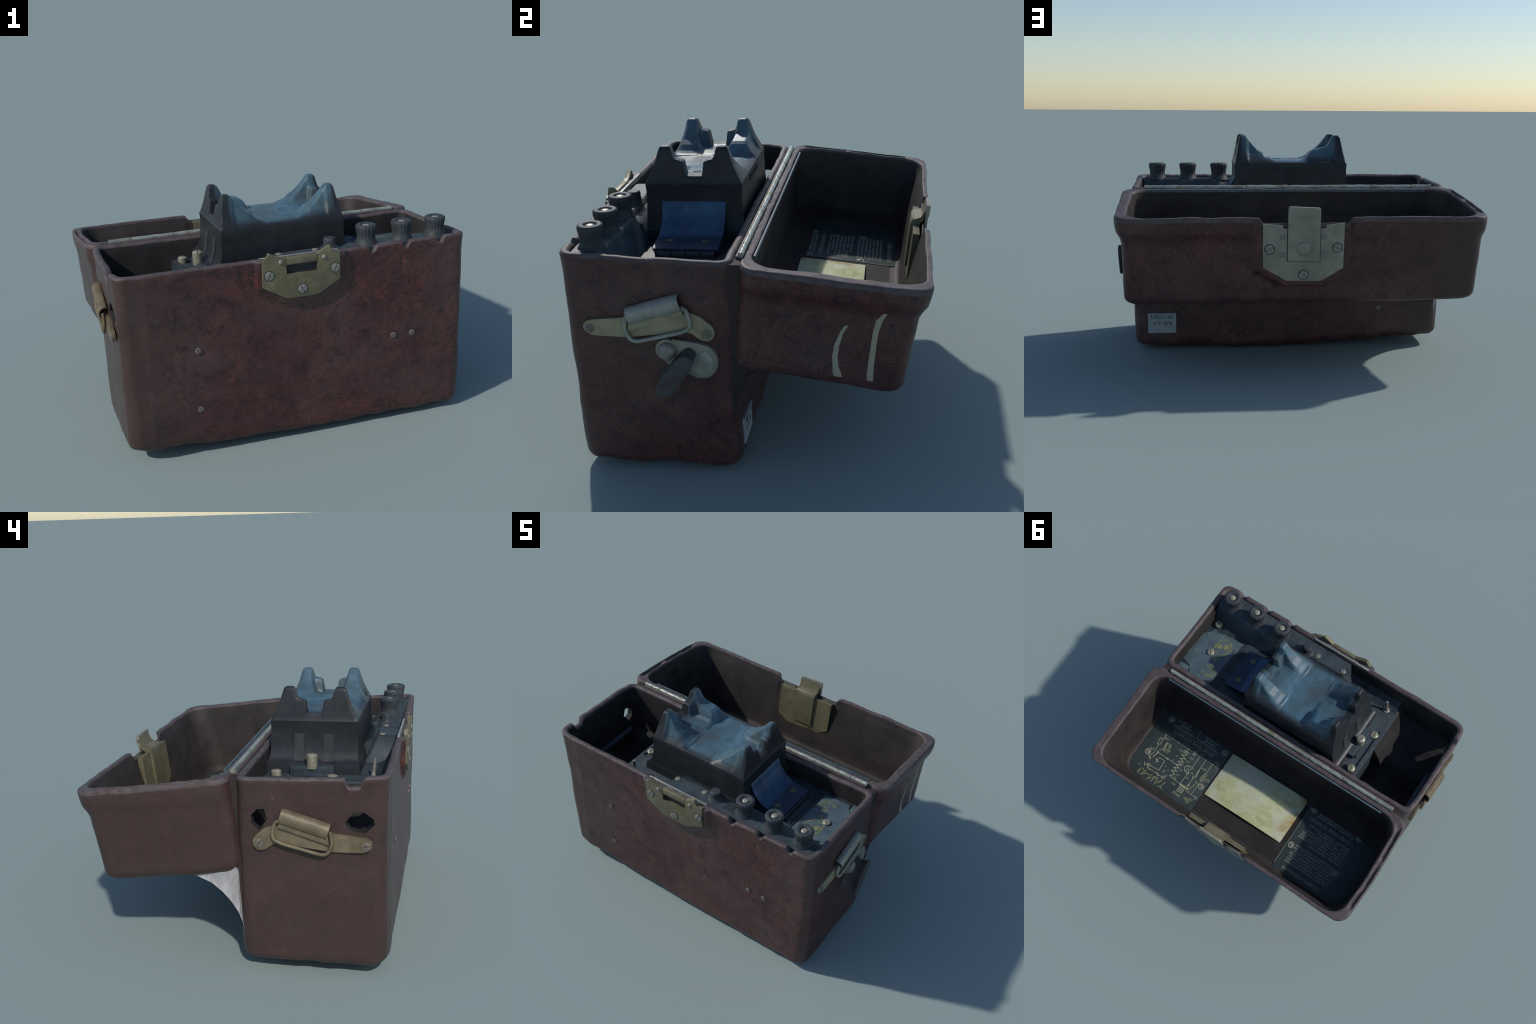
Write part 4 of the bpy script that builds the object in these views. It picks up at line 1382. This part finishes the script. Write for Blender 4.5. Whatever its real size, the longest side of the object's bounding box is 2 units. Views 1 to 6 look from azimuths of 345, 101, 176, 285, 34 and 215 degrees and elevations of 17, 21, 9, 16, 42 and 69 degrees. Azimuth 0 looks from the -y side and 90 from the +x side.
# instruction text
lines = [('ПРОВЕРКА АППАРАТА', -0.700, 0.603, 0.030, 0.285, 0),
         ('1. При нажатом разговорном клапане', -0.735, 0.560, 0.021, 0.330, 1), ('и телефоне, приложенном к уху: дуть', -0.722, 0.540, 0.021, 0.315, 1),
         ('в микрофон — слышно в телефоне;', -0.722, 0.520, 0.021, 0.310, 1), ('2. Снять зажимы и вращать ручку', -0.735, 0.500, 0.021, 0.335, 1),
         ('индуктора: при исправном — слышен', -0.722, 0.480, 0.021, 0.300, 1), ('звонок и вращается ручка', -0.712, 0.460, 0.021, 0.300, 1), ('исправного телефона', -0.706, 0.440, 0.021, 0.290, 1),
         ('3. Включить аппарат в линию', -0.735, 0.400, 0.021, 0.260, 1), ('Вызвать станцию — не слышно', -0.722, 0.380, 0.021, 0.335, 1), ('проверить линию П1 и ГЗ, снять', -0.722, 0.360, 0.021, 0.330, 1),
         ('зажим и проверить включение ШН', -0.722, 0.340, 0.021, 0.325, 1), ('при вызове должен быть слышен', -0.722, 0.320, 0.021, 0.310, 1), ('звонок — при неисправности', -0.722, 0.300, 0.021, 0.240, 1), ('заменить элемент. 0.30 мкФ', -0.722, 0.281, 0.021, 0.315, 1),
         ('ОТКЛЮЧЕНИЕ ТЕЛЕФОНА', -0.716, 0.239, 0.030, 0.330, 0),
         ('В разговоре, положив клапан', -0.700, 0.204, 0.021, 0.275, 1), ('на место, опустить трубку со', -0.712, 0.184, 0.021, 0.280, 1), ('стержнем, закрыть до упора', -0.712, 0.164, 0.021, 0.280, 1),
         ('через см. таблицу до установки', -0.735, 0.142, 0.021, 0.350, 1), ('снизу на дне крышки', -0.735, 0.122, 0.021, 0.300, 1)]
for s, x, q, h, w, k in lines:
    o = text_mesh('instruction_lettering', s, h, (x, q, PT), txt, M_PRINT_DIM, None, 0.2, bold=0.0005, width=w)
    o['kind'] = 'stuff'
bm = bmesh.new()
S([(-0.352, 0.092), (-0.354, 0.612)], 0.004)
bm_obj('plate_line', bm, txt, M_PRINT_DIM, None)
# round moulded mark on the left inner wall, screw ends on the hinge-side wall
bm = bmesh.new()
side_put = lambda a, b, h: (h, a, b)
for r in (0.045, 0.032):
    stroke(bm, ellipse(0.385, -0.115, r, r, 24), 0.005, -0.930, -0.9135, side_put, True)
stroke(bm, [(0.370, -0.125), (0.380, -0.100), (0.400, -0.105), (0.395, -0.128)], 0.005, -0.930, -0.9135, side_put)
bm_obj('moulded_mark', bm, lid, M_INNER, None)
for x in (0.66, 0.23, -0.21, -0.64):
    place('screw_end', ME_RIVET, (x, 0.0265, -0.095), lid, 'back', 0, 1.3)

# ------------------------------------------------------------- label + drips
box('paper_label', 0.652, 0.815, -0.040, -0.0245, 0.105, 0.222, body, M_LABEL, 0.0)
for s, x, z, h, w in (('МБС-42', 0.798, 0.199, 0.034, 0.130), ('37-09', 0.788, 0.160, 0.034, 0.112)):
    text_mesh('label_writing', s, h, (x, -0.0240, z), body, M_INK, Matrix.Rotation(pi, 4, 'Z') @ Matrix.Rotation(pi / 2, 4, 'X'), 0.0, 0.0006, width=w)


def wall_x(p):
    return lerp_table([(-0.462, 0.872), (-0.445, 0.889), (-0.415, 0.903), (-0.25, 0.906), (-0.140, 0.908), (-0.116, 0.914), (-0.07, 0.934)], p)


for spine in ([(0.440, -0.190, 0.014), (0.424, -0.225, 0.016), (0.412, -0.28, 0.022), (0.410, -0.33, 0.024), (0.418, -0.375, 0.028), (0.428, -0.41, 0.040), (0.434, -0.440, 0.048)],
              [(0.580, -0.118, 0.018), (0.560, -0.155, 0.027), (0.553, -0.20, 0.024), (0.552, -0.25, 0.024), (0.552, -0.34, 0.027), (0.555, -0.40, 0.029), (0.557, -0.438, 0.034)]):
    v, f = [], []
    m = 0
    for (qa, pa, wa), (qb, pb, wb) in zip(spine, spine[1:]):
        for k in range(6):
            t = k / 6
            q, p, w = qa + (qb - qa) * t, pa + (pb - pa) * t, wa + (wb - wa) * t
            w *= 1 + 0.12 * noise.noise(Vector((p * 40, q, 0)))
            d = wobble((0.895, q, p), 0.0045, 5.0, 21.3).x + wobble((0.895, q, p), 0.0022, 15.0, 17.7).x
            x = wall_x(p) + d
            for s, out in ((-0.5, -0.004), (-0.42, 0.0012), (0, 0.0022), (0.42, 0.0012), (0.5, -0.004)):
                v.append((x + out, q + s * w, p))
            m += 1
    for i in range(m - 1):
        for j in range(4):
            a = i * 5 + j
            f.append((a, a + 1, a + 6, a + 5))
        f.append((i * 5, i * 5 + 5, i * 5 + 9, i * 5 + 4))
    f.append((0, 1, 2, 3, 4))
    f.append(tuple((m - 1) * 5 + j for j in range(5)))
    from_pydata('paint_drip', v, f, lid, M_DRIP, 60)


# ------------------------------------------------------------- carry loops
def build_carry(side):
    """side +1: right wall, -1: left wall"""
    wall = 0.896 if side > 0 else 0.938
    put = lambda a, b, h: (side * (wall + h), a, b)
    m_strap = M_STRAP if side > 0 else M_OCHRE
    m_roll = M_LOOP if side > 0 else M_OCHRE
    oy = 0.0 if side > 0 else -0.006
    outline = [(-0.648, 0.690), (-0.648, 0.662), (-0.622, 0.640), (-0.58, 0.637), (-0.470, 0.635), (-0.30, 0.655), (-0.215, 0.668), (-0.172, 0.634), (-0.145, 0.624), (-0.120, 0.634),
               (-0.108, 0.662), (-0.118, 0.690), (-0.165, 0.732), (-0.205, 0.748), (-0.26, 0.745), (-0.470, 0.720), (-0.620, 0.706)]
    outline = [(a + oy, b) for a, b in round_poly(outline, 0.012, 3)]
    strap = prism('carry_strap', outline, -0.004, 0.012, put, root, m_strap, 0.004)
    # wire frame of the loop
    pts = [Vector(put(a + oy, b, 0.024)) for a, b in ((-0.462, 0.735), (-0.474, 0.668), (-0.444, 0.618), (-0.240, 0.668), (-0.200, 0.690), (-0.214, 0.765), (-0.235, 0.775))]
    path = round_path(pts, 0.035, 6)
    v, f = sweep(path, 0.0085, 10)
    from_pydata('loop_frame', v, f, strap, m_roll, 60)
    # rolled tongue: a half tube leaning on the frame
    a0, b0 = -0.455 + oy, 0.735
    a1, b1 = -0.240 + oy, 0.800
    ux, uz = a1 - a0, b1 - b0
    l = hypot(ux, uz)
    ux, uz = ux / l, uz / l
    nxv, nzv = -uz, ux
    v, f = [], []
    n, k = 14, 12
    for i in range(n + 1):
        t = i / n
        for layer, rr in ((0, 0.038), (1, 0.031)):
            for j in range(k + 1):
                w = radians(-62 + 182 * j / k)
                h = rr * cos(w) * 0.85 + 0.012
                o = rr * sin(w)
                a = a0 + ux * l * t + nxv * o
                b = b0 + uz * l * t + nzv * o - 0.006
                v.append(put(a, b, max(0.002, h)))
    row = 2 * (k + 1)
    for i in range(n):
        for j in range(k):
            p = i * row + j
            f.append((p, p + 1, p + row + 1, p + row))
            p = i * row + k + 1 + j
            f.append((p, p + row, p + row + 1, p + 1))
        for j in (0, k):
            p = i * row + j
            f.append((p, p + row, p + row + k + 1, p + k + 1))
    for i in (0, n):
        for j in range(k):
            p = i * row + j
            f.append((p, p + 1, p + k + 2, p + k + 1))
    from_pydata('loop_roll', v, f, strap, m_roll, 50)
    # inner tongue seen under the roll
    tongue = [(a0 - 0.004, b0 - 0.066), (a1 + 0.010, b1 - 0.058), (a1 + 0.006, b1 - 0.020), (a0, b0 - 0.030)]
    prism('loop_tongue', tongue, 0.010, 0.028, put, strap, m_strap, 0.005)
    for a, b, s in ((-0.620, 0.668, 0.2), (-0.140, 0.661, 0.9)):
        place('strap_screw', ME_SCREW_CASE, (side * (wall + 0.0115), a + oy, b), strap, 'right' if side > 0 else 'left', s, 1.25)
    return strap


build_carry(1)
build_carry(-1)

# ------------------------------------------------------------------- crank
W = 0.894
rput = lambda a, b, h: (W + h, a, b)
lobe = [(-0.345, 0.600)]
lobe = []
for i in range(13):
    w = radians(60 + 175 * i / 12)
    lobe.append((-0.305 + 0.052 * cos(w), 0.584 + 0.050 * sin(w)))
lobe += [(-0.300, 0.528), (-0.262, 0.500), (-0.225, 0.478)]
for i in range(13):
    w = radians(-112 + 180 * i / 12)
    lobe.append((-0.168 + 0.066 * cos(w), 0.538 + 0.076 * sin(w)))
lobe += [(-0.18, 0.620), (-0.245, 0.628)]
crank = prism('crank_plate', lobe, 0.0, 0.020, rput, root, M_STEEL, 0.008)
inner = [(-0.213, 0.560), (-0.222, 0.525), (-0.205, 0.494)] + [(-0.168 + 0.046 * cos(radians(-95 + 165 * i / 10)), 0.536 + 0.056 * sin(radians(-95 + 165 * i / 10))) for i in range(11)]
prism('crank_recess', inner, 0.016, 0.0235, rput, crank, M_LOOP, 0.003)
cvv, cff = lathe_mesh([(0.038, 0.0), (0.037, 0.030), (0.034, 0.040), (0.026, 0.047), (0.012, 0.050)], 32)
pin = from_pydata('crank_pin', cvv, cff, crank, M_SCREW_GREY, 60)
pin.matrix_local = Matrix.Translation((W, -0.305, 0.584)) @ Matrix.Rotation(pi / 2, 4, 'Y')
# the folded grip: a hollow-sided bar standing off the wall
A, B = Vector((-0.205, 0.588)), Vector((-0.330, 0.420))
du = (B - A).normalized()
dn = Vector((-du.y, du.x))
v, f = [], []
secs = [(0.0, 0.046, 0.072), (0.018, 0.040, 0.064), (0.045, 0.026, 0.050), (0.072, 0.026, 0.050), (0.088, 0.036, 0.054), (0.102, 0.037, 0.056), (0.106, 0.030, 0.050)]
m = 36
ln = (B - A).length
for h, w, e in secs:
    for i in range(m):
        t = 2 * pi * i / m
        ct, st = cos(t), sin(t)
        sgn = 1 if ct >= 0 else -1
        along = ln / 2 + (ln / 2 - 0.030) * (abs(ct) ** 0.5) * sgn + ct * (e - 0.020)
        across = w * (abs(st) ** 0.62) * (1 if st >= 0 else -1)
        if 0.03 < h < 0.08:
            along = ln / 2 + (along - ln / 2) * 0.90
        p = A + du * along + dn * across
        v.append((W + h - 0.006, p.x, p.y))
for j in range(len(secs) - 1):
    for i in range(m):
        k = (i + 1) % m
        f.append((j * m + i, j * m + k, (j + 1) * m + k, (j + 1) * m + i))
f.append(tuple(range(m)))
f.append(tuple((len(secs) - 1) * m + i for i in range(m)))
from_pydata('crank_grip', v, f, crank, M_CRANK, 45)
